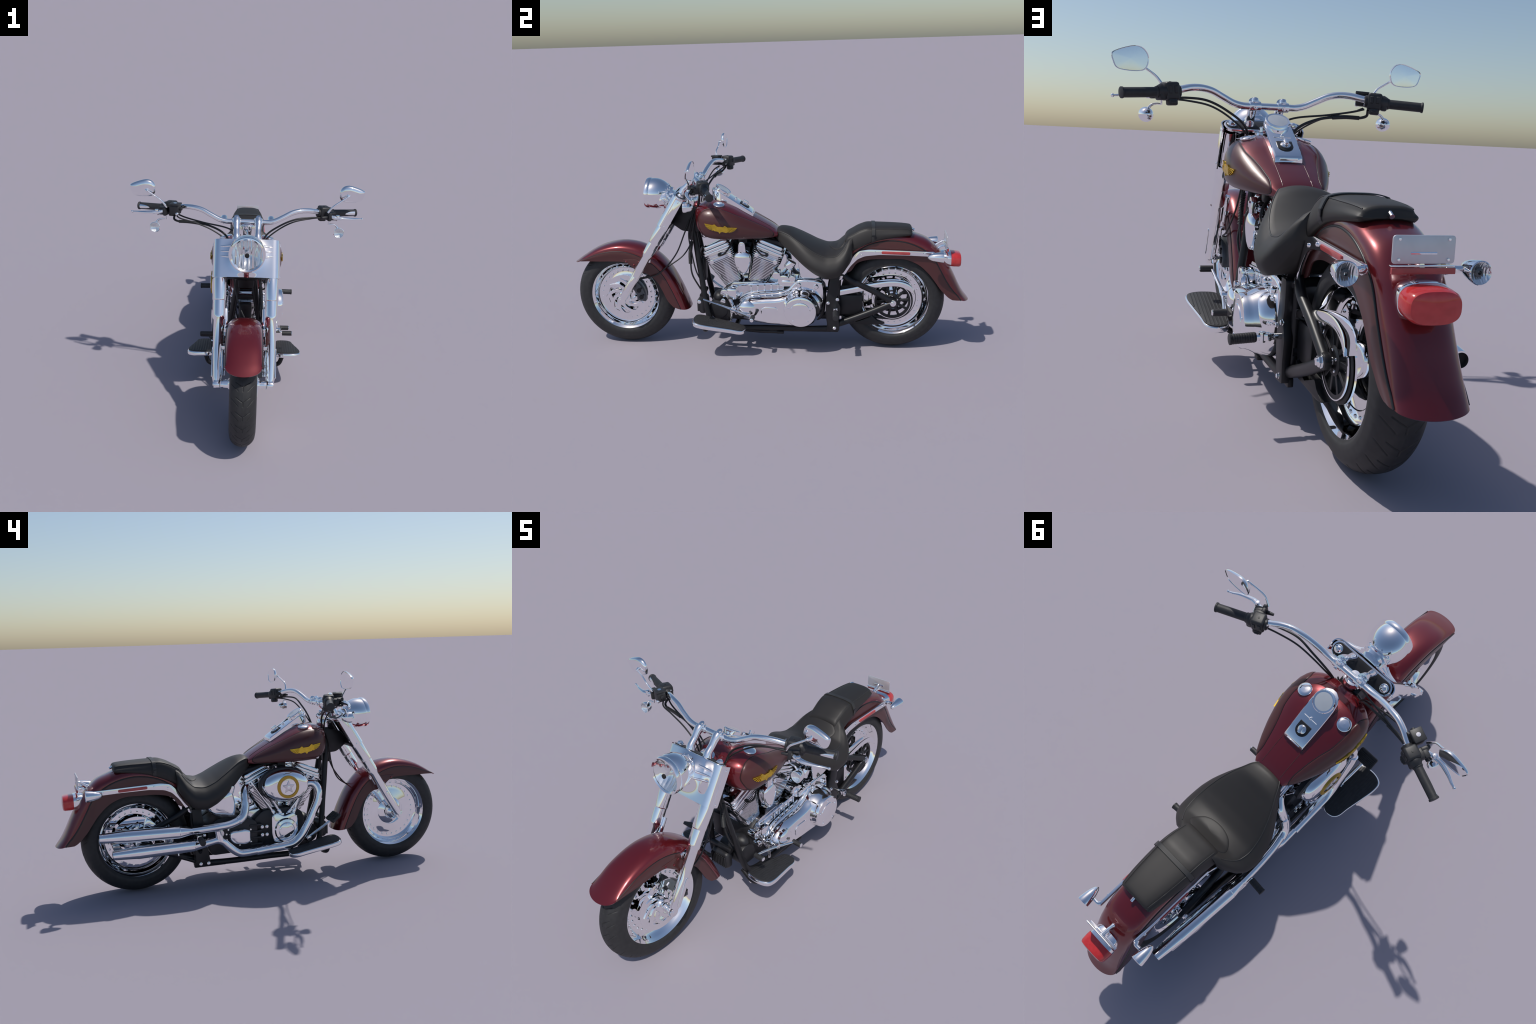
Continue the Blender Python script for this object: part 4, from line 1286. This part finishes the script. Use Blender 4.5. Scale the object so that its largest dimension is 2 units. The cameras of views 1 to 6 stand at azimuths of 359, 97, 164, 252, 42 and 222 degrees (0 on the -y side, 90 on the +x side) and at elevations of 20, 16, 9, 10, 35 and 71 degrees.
def cylinder(sign):
    """one cylinder; sign -1 front, +1 rear"""
    tilt = math.radians(22.5) * sign
    a = V((0, math.sin(tilt), math.cos(tilt)))          # cylinder axis
    f = V((0, math.cos(tilt), -math.sin(tilt)))         # fin direction
    base = V((0, EC + sign * 0.056, 0.335))
    xs = V((1, 0, 0))
    b = B()
    b.cyl(base, base + a * 0.165, 0.050, 32, bev=0.002)
    cyl = b.obj("cylinder", STEEL, ENG, 30)
    b = B()
    n = 17
    for k in range(n):
        t = k / (n - 1)
        s = 0.010 + 0.128 * t
        hf = 0.050 + 0.026 * t          # half length fore-aft
        hx = 0.058 + 0.014 * t
        out = rounded_poly([(-hx, -hf), (hx, -hf), (hx, hf), (-hx, hf)], 0.030, 5)
        b.prism(out, 0.0042, base + a * (s - 0.0021), xs, xs.cross(a) * -1 if False else a.cross(xs), bev=0.0)
    b.obj("cooling_fin", ALU, cyl, 30, stuff=True)
    # cylinder head with chunky fins, then rocker box in two tiers
    b = B()
    v_ = a.cross(xs)
    def tier(s0, s1, hx, hf, r, bev, shift=0.0):
        out = rounded_poly([(-hx, -hf), (hx, -hf), (hx, hf), (-hx, hf)], r, 5)
        b.prism(out, s1 - s0, base + a * s0 + v_ * shift, xs, v_, bev=bev)
    tier(0.140, 0.185, 0.064, 0.066, 0.02, 0.004)
    for k in range(4):
        tier(0.146 + 0.010 * k, 0.149 + 0.010 * k, 0.073, 0.078, 0.02, 0.0)
    b.obj("cylinder_head", ALU, cyl, 30)
    b = B()
    tier(0.184, 0.196, 0.076, 0.078, 0.018, 0.003)
    tier(0.196, 0.210, 0.072, 0.074, 0.018, 0.004)
    tier(0.210, 0.232, 0.068, 0.068, 0.022, 0.009)
    rb = b.obj("rocker_box", CHROME, cyl, 30)
    for x in (-0.06, 0.06):
        for y in (-0.066, 0.066):
            p = base + a * 0.209 + xs * x + v_ * y
            inst(RIVET, "rivet", along(p, a), rb)
    # head bolt bosses and spark plug, left side
    b = B()
    for y in (-0.05, 0.05):
        p = base + a * 0.150 + v_ * y
        b.cyl(p + xs * 0.050, p + xs * 0.074, 0.011, 14)
        b.cyl(p - xs * 0.050, p - xs * 0.072, 0.011, 14)
    b.obj("head_boss", CHROME, cyl, 30)
    b = B()
    p = base + a * 0.166 + xs * 0.058
    b.cyl(p, p + xs * 0.022 + V((0, 0, 0.005)), 0.008, 12)
    b.tube(spline([p + xs * 0.02, p + xs * 0.034 + V((0, 0, .006)), p + xs * 0.036 + V((0, -sign * 0.025, 0.012)), p + xs * 0.02 + V((0, -sign * 0.060, 0.055)), p + V((-0.03, -sign * 0.075, 0.10))], 6), 0.0042, 10)
    b.obj("spark_plug_lead", CABLE, cyl, 30)
    # pushrod tubes on the right
    b = B()
    for dy in (-0.016, 0.016):
        p0 = V((-0.085, EC + sign * (0.032 + dy), 0.318)); p1 = base + a * 0.19 + xs * -0.078 + v_ * (-sign * (-0.020) + dy * 1.3)
        b.cyl(p0, p1, 0.0068, 14)
        b.cyl(p0, p0 + (p1 - p0) * 0.14, 0.0105, 14)
        b.cyl(p0 + (p1 - p0) * 0.55, p0 + (p1 - p0) * 0.62, 0.0088, 14)
    b.box(V((-0.082, EC + sign * 0.030, 0.312)), (0.032, 0.052, 0.030), 0.005)
    b.obj("pushrod_tube", CHROME, cyl, 30)
    return cyl


cylinder(-1)
cylinder(1)

# intake manifold and top engine mount between the cylinders
b = B()
b.cyl((-0.09, EC, 0.455), (0.05, EC, 0.455), 0.034, 24)
b.box((0.0, EC, 0.50), (0.10, 0.07, 0.06), 0.012)
b.box((0.0, EC, 0.565), (0.13, 0.045, 0.03), 0.008)
b.obj("intake_manifold", CAST, ENG, 30)

# horn with teardrop cover on the left
b = B()
hp = [(0.0, 0.521), (0.020, 0.517), (0.036, 0.503), (0.0425, 0.482), (0.040, 0.458), (0.031, 0.430), (0.018, 0.408), (0.006, 0.398)]
hp = hp + [(-x, z) for x, z in hp[::-1][:-1]]
hp = spline(hp, 4, closed=True)
rings = []
for sc, xx in ((1.0, 0.075), (1.0, 0.096), (0.97, 0.103), (0.88, 0.108), (0.65, 0.113), (0.35, 0.116), (0.02, 0.117)):
    rings.append([(xx, EC + p[0] * sc, 0.472 + (p[1] - 0.472) * sc) for p in hp])
b.rings(rings, cap0=True, cap1=True)
b.prism(rounded_poly([(EC - 0.020, 0.500), (EC + 0.020, 0.500), (EC + 0.016, 0.556), (EC + 0.008, 0.568), (EC - 0.008, 0.568), (EC - 0.016, 0.556)], 0.008), 0.022, (0.084, 0, 0), bev=0.005)
b.cyl((0.104, EC, 0.548), (0.111, EC, 0.548), 0.008, 6)
b.obj("horn_cover", CHROME, ENG, 35)

# air cleaner on the right: chrome oval with gold ring
ACy, ACz = -0.106, 0.471
b = B()
b.rings([[(x, ACy + 0.006 + (0.122 + o) * math.cos(t), ACz + 0.006 + (0.082 + o) * math.sin(t)) for t in np.linspace(0, 2*PI, 64, endpoint=False)] for x, o in ((-0.095, -0.012), (-0.100, 0.004), (-0.118, 0.006), (-0.124, 0.0))], cap0=True, cap1=True)
acb = b.obj("air_cleaner_backplate", CAST, ENG, 35)
b = B()
b.rings([[(x, ACy + 0.122 * o * math.cos(t), ACz + 0.082 * o * math.sin(t)) for t in np.linspace(0, 2*PI, 72, endpoint=False)]
         for x, o in ((-0.118, 0.985), (-0.126, 1.0), (-0.134, 0.99), (-0.145, 0.95), (-0.155, 0.88), (-0.162, 0.76), (-0.166, 0.62), (-0.168, 0.45), (-0.169, 0.2), (-0.169, 0.01))], cap0=True, cap1=True)
ac = b.obj("air_cleaner", CHROME, acb, 40)
b = B()
b.lathe([(0.0415, 0.160), (0.0420, 0.1725), (0.0425, 0.1735), (0.0555, 0.1725), (0.056, 0.1715), (0.056, 0.158), (0.0415, 0.160)], (0, ACy, ACz), (-1, 0, 0), 64)
b.obj("gold_ring", GOLDFLAT, ac, 30)
b = B()
b.lathe([(0.0405, 0.165), (0.040, 0.1722), (0.030, 0.1735), (0.012, 0.174), (0, 0.174)], (0, ACy, ACz), (-1, 0, 0), 48)
b.lathe([(0.008, 0.172), (0.008, 0.177), (0.004, 0.178), (0, 0.178)], (0, ACy, ACz), (-1, 0, 0), 16)
md = b.obj("air_cleaner_medallion", CHROME, ac, 40)
b = B()
star = []
for k in range(10):
    a0 = PI / 2 + 2 * PI * k / 10
    rr_ = 0.034 if k % 2 == 0 else 0.016
    star.append((ACy + rr_ * math.cos(a0), ACz + rr_ * math.sin(a0)))
b.prism(star, -0.004, (-0.1725, 0, 0), bev=0.0015, seg=1)
b.obj("medallion_relief", STEEL, md, 30)

# cam cover on the right
b = B()
b.prism(rounded_poly([(-0.176, 0.225), (-0.165, 0.186), (-0.10, 0.176), (-0.045, 0.186), (-0.034, 0.230), (-0.034, 0.318), (-0.060, 0.336), (-0.100, 0.315), (-0.148, 0.330), (-0.172, 0.305)], 0.010), -0.043, (-0.076, 0, 0), bev=0.006)
cc = b.obj("cam_cover", CHROME, ENG, 30)
b = B()
b.lathe([(0.060, 0.111), (0.060, 0.124), (0.055, 0.132), (0.042, 0.135), (0.040, 0.138), (0.036, 0.140), (0.0, 0.142)], (0, -0.106, 0.246), (-1, 0, 0), 48)
b.obj("timer_cover", CHROME, cc, 30)
for k in range(5):
    a0 = 2 * PI * k / 5 + 0.3
    inst(RIVET, "rivet", along((-0.1395, -0.106 + 0.032 * math.cos(a0), 0.246 + 0.032 * math.sin(a0)), (-1, 0, 0)), cc)
for p in ((-0.163, 0.31), (-0.163, 0.2), (-0.048, 0.2), (-0.045, 0.315)):
    inst(RIVET, "rivet", along((-0.1185, *p), (-1, 0, 0)), cc)
for p in ((0.0, 0.268), (0.0, 0.228)):
    for dy in (-0.012, 0.012):
        inst(BOLT, "bolt", along((-0.104, p[0] + dy, p[1]), (-1, 0, 0)), ENG)

# gearbox side cover and starter bits on the right
b = B()
b.prism(rounded_poly([(0.076, 0.205), (0.078, 0.262), (0.100, 0.272), (0.180, 0.268), (0.190, 0.230), (0.165, 0.200), (0.10, 0.192)], 0.016), -0.032, (-0.096, 0, 0), bev=0.012, seg=3)
gb = b.obj("gearbox_cover", CHROME, ENG, 35)
for p in ((0.072, 0.20), (0.072, 0.262), (0.196, 0.222), (0.186, 0.272), (0.13, 0.188), (0.196, 0.25)):
    inst(RIVET, "rivet", along((-0.102, *p), (-1, 0, 0)) @ Matrix.Scale(1.3, 4), gb)
b = B()
b.cyl((-0.098, 0.235, 0.262), (-0.125, 0.235, 0.262), 0.022, 24)
b.cyl((-0.125, 0.235, 0.262), (-0.131, 0.235, 0.262), 0.010, 16)
b.obj("clutch_release_cover", STEEL, ENG, 30)
b = B()
b.cyl((-0.06, 0.09, 0.365), (0.095, 0.09, 0.365), 0.030, 28)
b.cyl((0.02, 0.055, 0.395), (0.105, 0.055, 0.395), 0.019, 24)
b.box((0.05, 0.13, 0.355), (0.12, 0.10, 0.03), 0.006)
b.cyl((0.09, 0.135, 0.385), (0.125, 0.135, 0.385), 0.016, 20)
b.obj("starter_motor", CHROME, ENG, 30)

# oil tank below the seat, both sides
b = B()
b.prism(rounded_poly([(0.155, 0.348), (0.165, 0.468), (0.20, 0.505), (0.33, 0.49), (0.325, 0.41), (0.255, 0.350)], 0.02), -0.055, (-0.075, 0, 0), bev=0.014, seg=3)
b.prism(rounded_poly([(0.175, 0.385), (0.165, 0.47), (0.20, 0.505), (0.31, 0.49), (0.30, 0.41), (0.26, 0.385)], 0.02), 0.050, (0.070, 0, 0), bev=0.014, seg=3)
b.box((0.0, 0.245, 0.44), (0.20, 0.12, 0.10), 0.02)
op = spline([(0.305, 0.400), (0.270, 0.362), (0.215, 0.349), (0.160, 0.347), (0.153, 0.385), (0.160, 0.440), (0.172, 0.468), (0.205, 0.480), (0.300, 0.475), (0.325, 0.44)], 5, closed=True)
b.rings([[(x, 0.235 + (p[0] - 0.235) * sc, 0.415 + (p[1] - 0.415) * sc) for p in op] for sc, x in ((1.0, -0.105), (1.0, -0.128), (0.98, -0.134), (0.92, -0.140), (0.75, -0.147), (0.5, -0.151), (0.2, -0.153), (0.02, -0.153))], cap1=True)
b.cyl((-0.122, 0.178, 0.46), (-0.122, 0.170, 0.495), 0.020, 20)
b.cyl((0.10, 0.135, 0.47), (0.10, 0.115, 0.435), 0.024, 24)
b.obj("oil_tank", CHROME, None, 35)

# primary drive cover on the left
prim = [(-0.158, 0.228), (-0.140, 0.258), (-0.090, 0.290), (-0.02, 0.302), (0.078, 0.312), (0.115, 0.332), (0.140, 0.360), (0.160, 0.376), (0.275, 0.370), (0.287, 0.345), (0.288, 0.265), (0.272, 0.205),
        (0.235, 0.160), (0.180, 0.138), (0.08, 0.142), (-0.042, 0.155), (-0.125, 0.182), (-0.150, 0.205)]
prim = spline(prim, 3, closed=True)
b = B()
b.prism([tuple(p) for p in prim], 0.034, (0.080, 0, 0), bev=0.012, seg=4, ang=40)
lowp = [(-0.157, 0.228), (-0.140, 0.256), (-0.090, 0.286), (-0.02, 0.297), (0.070, 0.304), (0.120, 0.322), (0.180, 0.336), (0.245, 0.326), (0.280, 0.285), (0.284, 0.240), (0.268, 0.202),
        (0.235, 0.161), (0.180, 0.140), (0.08, 0.144), (-0.042, 0.157), (-0.125, 0.183), (-0.149, 0.205)]
lowp = spline(lowp, 4, closed=True)
rings = []
for t in np.linspace(0, 1, 9):
    ins = 0.030 * (1 - math.cos(t * PI / 2)); xx = 0.105 + 0.057 * math.sin(t * PI / 2)
    rg = []
    n = len(lowp)
    for i, p in enumerate(lowp):
        d = lowp[(i + 1) % n] - lowp[i - 1]; d = d / np.linalg.norm(d)
        rg.append((xx, p[0] - d[1] * -ins, p[1] - d[0] * ins))
    rings.append(rg)
b.rings(rings, cap1=True)
pr = b.obj("primary_cover", CHROME, ENG, 35)
b = B()
# raised fairing flowing into the clutch housing
b.lathe([(0.104, 0.100), (0.100, 0.130), (0.092, 0.155), (0.084, 0.170), (0.0805, 0.182), (0.0795, 0.192), (0.076, 0.198), (0.070, 0.2005), (0.050, 0.2015), (0.0485, 0.204), (0.040, 0.2065), (0.02, 0.2085), (0, 0.209)], (0, 0.178, 0.240), (1, 0, 0), 64)
b.obj("derby_cover", CHROME, pr, 30)
for k in range(5):
    a = 2 * PI * k / 5 + PI / 2
    inst(RIVET, "rivet", along((0.2005, 0.178 + 0.060 * math.cos(a), 0.240 + 0.060 * math.sin(a)), (1, 0, 0)) @ Matrix.Scale(1.3, 4), pr)
b = B()
b.lathe([(0.044, 0.150), (0.042, 0.162), (0.033, 0.170), (0.015, 0.175), (0, 0.176)], (0, -0.088, 0.236), (1, 0, 0), 40)
b.obj("stator_cover", CHROME, pr, 30)
b = B()
b.prism(rounded_poly([(-0.018, 0.200), (-0.020, 0.240), (0.000, 0.252), (0.058, 0.250), (0.066, 0.232), (0.064, 0.218), (0.02, 0.186)], 0.010), 0.006, (0.160, 0, 0), bev=0.003)
b.obj("inspection_cover", CHROME, pr, 30)
for p in ((0.168, 0.352), (0.252, 0.344)):
    b = B().lathe([(0.013, 0), (0.013, 0.010), (0.011, 0.014), (0.009, 0.016), (0, 0.0165)], (0.112, *p), (1, 0, 0), 20)
    b.obj("housing_boss", CHROME, pr, 30)
for p in ((0.276, 0.352), (0.150, 0.366), (0.21, 0.366)):
    inst(RIVET, "rivet", along((0.113, *p), (1, 0, 0)), pr)
# ribs and pipes between cylinders and primary
b = B()
for k in range(5):
    b.box((0.065, -0.075 + 0.034 * k, 0.318 + 0.003 * k), (0.05, 0.010, 0.030), 0.003)
b.tube(spline([(0.080, -0.17, 0.335), (0.085, -0.06, 0.345), (0.085, 0.06, 0.352), (0.085, 0.10, 0.365)], 6), 0.006, 10)
b.tube(spline([(0.095, -0.205, 0.30), (0.10, -0.18, 0.26), (0.105, -0.165, 0.225), (0.10, -0.15, 0.19)], 6), 0.010, 12)
b.cyl((0.06, -0.21, 0.30), (0.105, -0.21, 0.30), 0.020, 20)
b.box((0.095, -0.170, 0.300), (0.05, 0.05, 0.06), 0.010)
b.cyl((0.09, -0.215, 0.262), (0.125, -0.215, 0.262), 0.013, 16)
b.obj("case_fitting", CHROME, ENG, 30)

# exhaust: front header drops to the lower silencer, rear header joins the upper
def exhaust():
    b = B()
    low = spline([(-0.085, -0.205, 0.462), (-0.115, -0.262, 0.466), (-0.132, -0.280, 0.430), (-0.138, -0.270, 0.385), (-0.140, -0.246, 0.333), (-0.141, -0.214, 0.271), (-0.142, -0.180, 0.217), (-0.143, -0.135, 0.180), (-0.143, -0.083, 0.171),
                  (-0.145, 0.0, 0.167), (-0.148, 0.115, 0.160), (-0.149, 0.142, 0.162), (-0.150, 0.166, 0.174), (-0.152, 0.205, 0.208), (-0.154, 0.228, 0.230), (-0.156, 0.255, 0.241), (-0.158, 0.290, 0.237), (-0.158, 0.330, 0.231)], 6)
    b.tube(low, 0.0185, 20)
    up = spline([(-0.055, 0.050, 0.470), (-0.075, 0.080, 0.470), (-0.100, 0.098, 0.450), (-0.118, 0.102, 0.415), (-0.132, 0.107, 0.378), (-0.148, 0.126, 0.339), (-0.160, 0.180, 0.316), (-0.168, 0.26, 0.308), (-0.172, 0.38, 0.304)], 6)
    b.tube(up, 0.0185, 20)
    # cross-over
    b.tube(spline([(-0.166, 0.262, 0.306), (-0.163, 0.256, 0.282), (-0.156, 0.244, 0.240)], 4), [0.020, 0.016, 0.016, 0.020], 16)
    ex = b.obj("exhaust_pipe", CHROME, None, 40)
    b = B()
    # heat shield laid over the front header and lower run
    hs = [tuple(V(p) + V((-0.004, 0, 0))) for p in low[16:58]]
    b.tube(hs, 0.0205, 20)
    b.tube([tuple(V(p) + V((-0.003, 0, 0))) for p in up[20:34]], 0.0205, 20)
    b.obj("heat_shield", CHROME, ex, 40)
    for (p0, p1) in (((-0.172, 0.375, 0.3035), (-0.147, 0.808, 0.3065)), ((-0.1580, 0.305, 0.2310), (-0.146, 0.752, 0.2200))):
        p0, p1 = V(p0), V(p1)
        L = (p1 - p0).length
        d = p1 - p0
        b = B().lathe([(0.016, 0.0), (0.019, 0.012), (0.0290, 0.060), (0.0292, 0.064), (0.0305, 0.066), (0.0305, L - 0.115), (0.0298, L - 0.113), (0.0290, L - 0.110), (0.0215, L - 0.002), (0.0210, L), (0.0175, L), (0.0175, L - 0.05), (0.0, L - 0.05)], p0, d, 40)
        so = b.obj("silencer", CHROME, ex, 25)
        b = B().lathe([(0.0178, L - 0.012), (0.0170, L - 0.012), (0.0170, L - 0.045), (0.0, L - 0.045)], p0, d, 24)
        b.obj("silencer_bore", DARK, so, 30)
        b = B()
        for t in (0.32, 0.62):
            c = p0 + d * t + V((-0.006, 0, -0.0275))
            b.cyl(c, c + V((-0.002, 0, -0.012)), 0.003, 8)
        b.obj("shield_clamp", CHROME, so, 30)
    b = B()
    b.prism(rounded_poly([(0.325, 0.255), (0.365, 0.235), (0.36, 0.13), (0.325, 0.11), (0.285, 0.115), (0.30, 0.20)], 0.01), 0.014, (-0.140, 0, 0), bev=0.003)
    b.tube([(-0.10, 0.33, 0.14), (-0.14, 0.34, 0.20)], 0.012, 12)
    b.tube(spline([(-0.115, 0.33, 0.125), (-0.10, 0.42, 0.16), (-0.095, 0.52, 0.20)], 5), 0.010, 12)
    b.obj("exhaust_hanger", FRAME, ex, 30)
    for p in ((0.300, 0.128), (0.338, 0.128)):
        inst(BOLT, "bolt", along((-0.142, *p), (-1, 0, 0)), ex)


exhaust()

# ------------------------------------------------------------------ footboards, pegs, pedals
for sx in (1, -1):
    o = [(0.148, -0.318), (0.162, -0.347), (0.200, -0.356), (0.245, -0.352), (0.270, -0.335), (0.274, -0.300), (0.262, -0.235), (0.247, -0.165), (0.238, -0.115), (0.220, -0.095), (0.185, -0.090), (0.164, -0.100), (0.156, -0.135), (0.150, -0.230)]
    o = spline(o, 4, closed=True)
    c0 = V((0.208 * sx, -0.222, 0.171))
    tilt = 0.230
    fu = V((1, 0, 0)); fv = V((0, math.cos(tilt), -math.sin(tilt)))
    poly = [((p[0] - 0.208) * sx, p[1] + 0.222) for p in o]
    n_ = fu.cross(fv)
    b = B().prism(poly, 0.022, c0 - n_ * 0.016, fu, fv, bev=0.006, seg=3, ang=40)
    fb = b.obj("footboard", CHROME, None, 35)
    b = B().prism([(p[0] * 0.93, p[1] * 0.965) for p in poly], 0.005, c0 + n_ * 0.005, fu, fv, bev=0.0015, ang=40)
    pad = b.obj("footboard_pad", GRIPR, fb, 35)
    b = B()
    for k in range(-4, 5):
        xk = k * 0.0115 + 0.002
        ys_ = []
        for (xa, ya), (xb, yb) in zip(poly, poly[1:] + poly[:1]):
            xa, xb, ya, yb = xa * 0.90, xb * 0.90, ya * 0.95, yb * 0.95
            if (xa - xk * sx) * (xb - xk * sx) < 0:
                ys_.append(ya + (yb - ya) * (xk * sx - xa) / (xb - xa))
        if len(ys_) < 2: continue
        y0, y1 = min(ys_) + 0.004, max(ys_) - 0.004
        b.tube([c0 + fu * (xk * sx) + fv * y + n_ * 0.0092 for y in np.linspace(y0, y1, 8)], 0.0034, 8, flat=0.55)
    b.obj("pad_rib", GRIPR, fb, 40)
    b = B()
    b.tube(spline([(0.075 * sx, -0.290, 0.140), (0.13 * sx, -0.300, 0.120), (0.170 * sx, -0.305, 0.130), (0.185 * sx, -0.305, 0.166)], 6), 0.011, 12)
    b.tube(spline([(0.080 * sx, -0.150, 0.115), (0.14 * sx, -0.150, 0.115), (0.175 * sx, -0.150, 0.145)], 6), 0.010, 12)
    b.obj("footboard_bracket", FRAME, fb, 35)
    # passenger pegs
    e = V((0.262, 0.352, 0.236)) if sx > 0 else V((-0.255, 0.350, 0.262))
    i_ = V((0.188 * sx, e.y - 0.004, e.z + 0.003))
    b = B()
    L = (e - i_).length
    prof = [(0.0, 0), (0.0125, 0.001)]
    for k in range(9):
        s = 0.004 + (L - 0.012) * k / 9
        prof += [(0.0136, s), (0.0140, s + 0.0015), (0.0140, s + 0.0045), (0.0136, s + 0.006)]
    prof += [(0.0148, L - 0.006), (0.0148, L - 0.001), (0.012, L), (0, L)]
    b.lathe(prof, i_, e - i_, 24)
    pg = b.obj("passenger_peg", GRIPR, None, 35)
    b = B()
    b.cyl(V((0.112 * sx, e.y - 0.006, e.z + 0.003)), i_ + V((0.004 * sx, 0, 0)), 0.009, 14)
    b.cyl(i_ + V((-0.016 * sx, 0, -0.014)), i_ + V((-0.016 * sx, 0, 0.014)), 0.010, 14)
    b.box(i_ + V((-0.030 * sx, 0, 0)), (0.022, 0.024, 0.022), 0.005)
    b.obj("peg_mount", CHROME, pg, 30)

# heel-toe shifter on the left
b = B()
sh_path = spline([(0.186, -0.312, 0.300), (0.180, -0.255, 0.277), (0.174, -0.19, 0.251), (0.174, -0.155, 0.238), (0.180, -0.11, 0.222), (0.188, -0.056, 0.205)], 6)
b.tube(sh_path, [0.006, 0.006, 0.0065, 0.010, 0.0065, 0.006, 0.006], 12, flat=0.7)
b.cyl((0.12, -0.158, 0.238), (0.180, -0.158, 0.238), 0.013, 20)
b.tube([(0.13, -0.17, 0.235), (0.135, -0.175, 0.165)], 0.006, 10)
shf = b.obj("shift_lever", CHROME, None, 35)
for p in ((-0.312, 0.298), (-0.058, 0.205)):
    b = B().lathe([(0.0, 0), (0.0115, 0.001), (0.0115, 0.044), (0.010, 0.046)], (0.180, *p), (1, 0, 0), 20)
    b.obj("shift_peg", GRIPR, shf, 35)
    b = B().lathe([(0.0095, 0.0), (0.0095, 0.003), (0.006, 0.005), (0, 0.005)], (0.2255, *p), (1, 0, 0), 18)
    b.obj("peg_cap", CHROME, shf, 35)
# brake pedal on the right
b = B()
b.tube(spline([(-0.150, -0.205, 0.200), (-0.158, -0.245, 0.226), (-0.163, -0.290, 0.255), (-0.168, -0.330, 0.285)], 6), [0.010, 0.0085, 0.008, 0.008], 12, flat=0.7)
b.cyl((-0.11, -0.215, 0.200), (-0.165, -0.215, 0.200), 0.011, 18)
bp = b.obj("brake_pedal", CHROME, None, 35)
pn = V((0, 0.62, 0.78)).normalized(); pu_ = V((1, 0, 0)); pv_ = pn.cross(pu_).normalized()
b = B().prism(rounded_poly([(-0.044, -0.028), (0.044, -0.028), (0.044, 0.028), (-0.044, 0.028)], 0.008), 0.014, V((-0.168, -0.342, 0.298)) - pn * 0.007, pu_, pv_, bev=0.004)
b.obj("pedal_pad", GRIPR, bp, 35)
b = B()
for k in range(-3, 4):
    b.tube([V((-0.168, -0.342, 0.298)) + pu_ * x + pv_ * (k * 0.007) + pn * 0.0068 for x in (-0.038, 0.038)], 0.0022, 8)
b.obj("pad_rib", GRIPR, bp, 40)

# regulator in front of the downtubes, low
b = B()
b.box((0.0, -0.338, 0.208), (0.100, 0.044, 0.088), 0.020, 4)
rg = b.obj("voltage_regulator", CAST, fr, 30)
b = B()
for k in range(9):
    b.box((-0.040 + 0.010 * k, -0.360, 0.208), (0.004, 0.012, 0.060), 0.0015, 1)
b.obj("regulator_fin", CAST, rg, 30)
b = B()
b.box((0.0, -0.33, 0.40), (0.06, 0.03, 0.12), 0.008)
b.cyl((-0.06, -0.335, 0.27), (0.06, -0.335, 0.27), 0.012, 14)
b.obj("electrics_box", FRAME, fr, 30)

# jiffy stand folded on the left
b = B()
b.tube(spline([(0.085, -0.17, 0.105), (0.098, -0.05, 0.098), (0.100, 0.06, 0.096)], 6), 0.009, 12)
b.box((0.104, 0.07, 0.096), (0.02, 0.035, 0.014), 0.004)
b.obj("side_stand", FRAME, fr, 30)

bpy.context.view_layer.update()
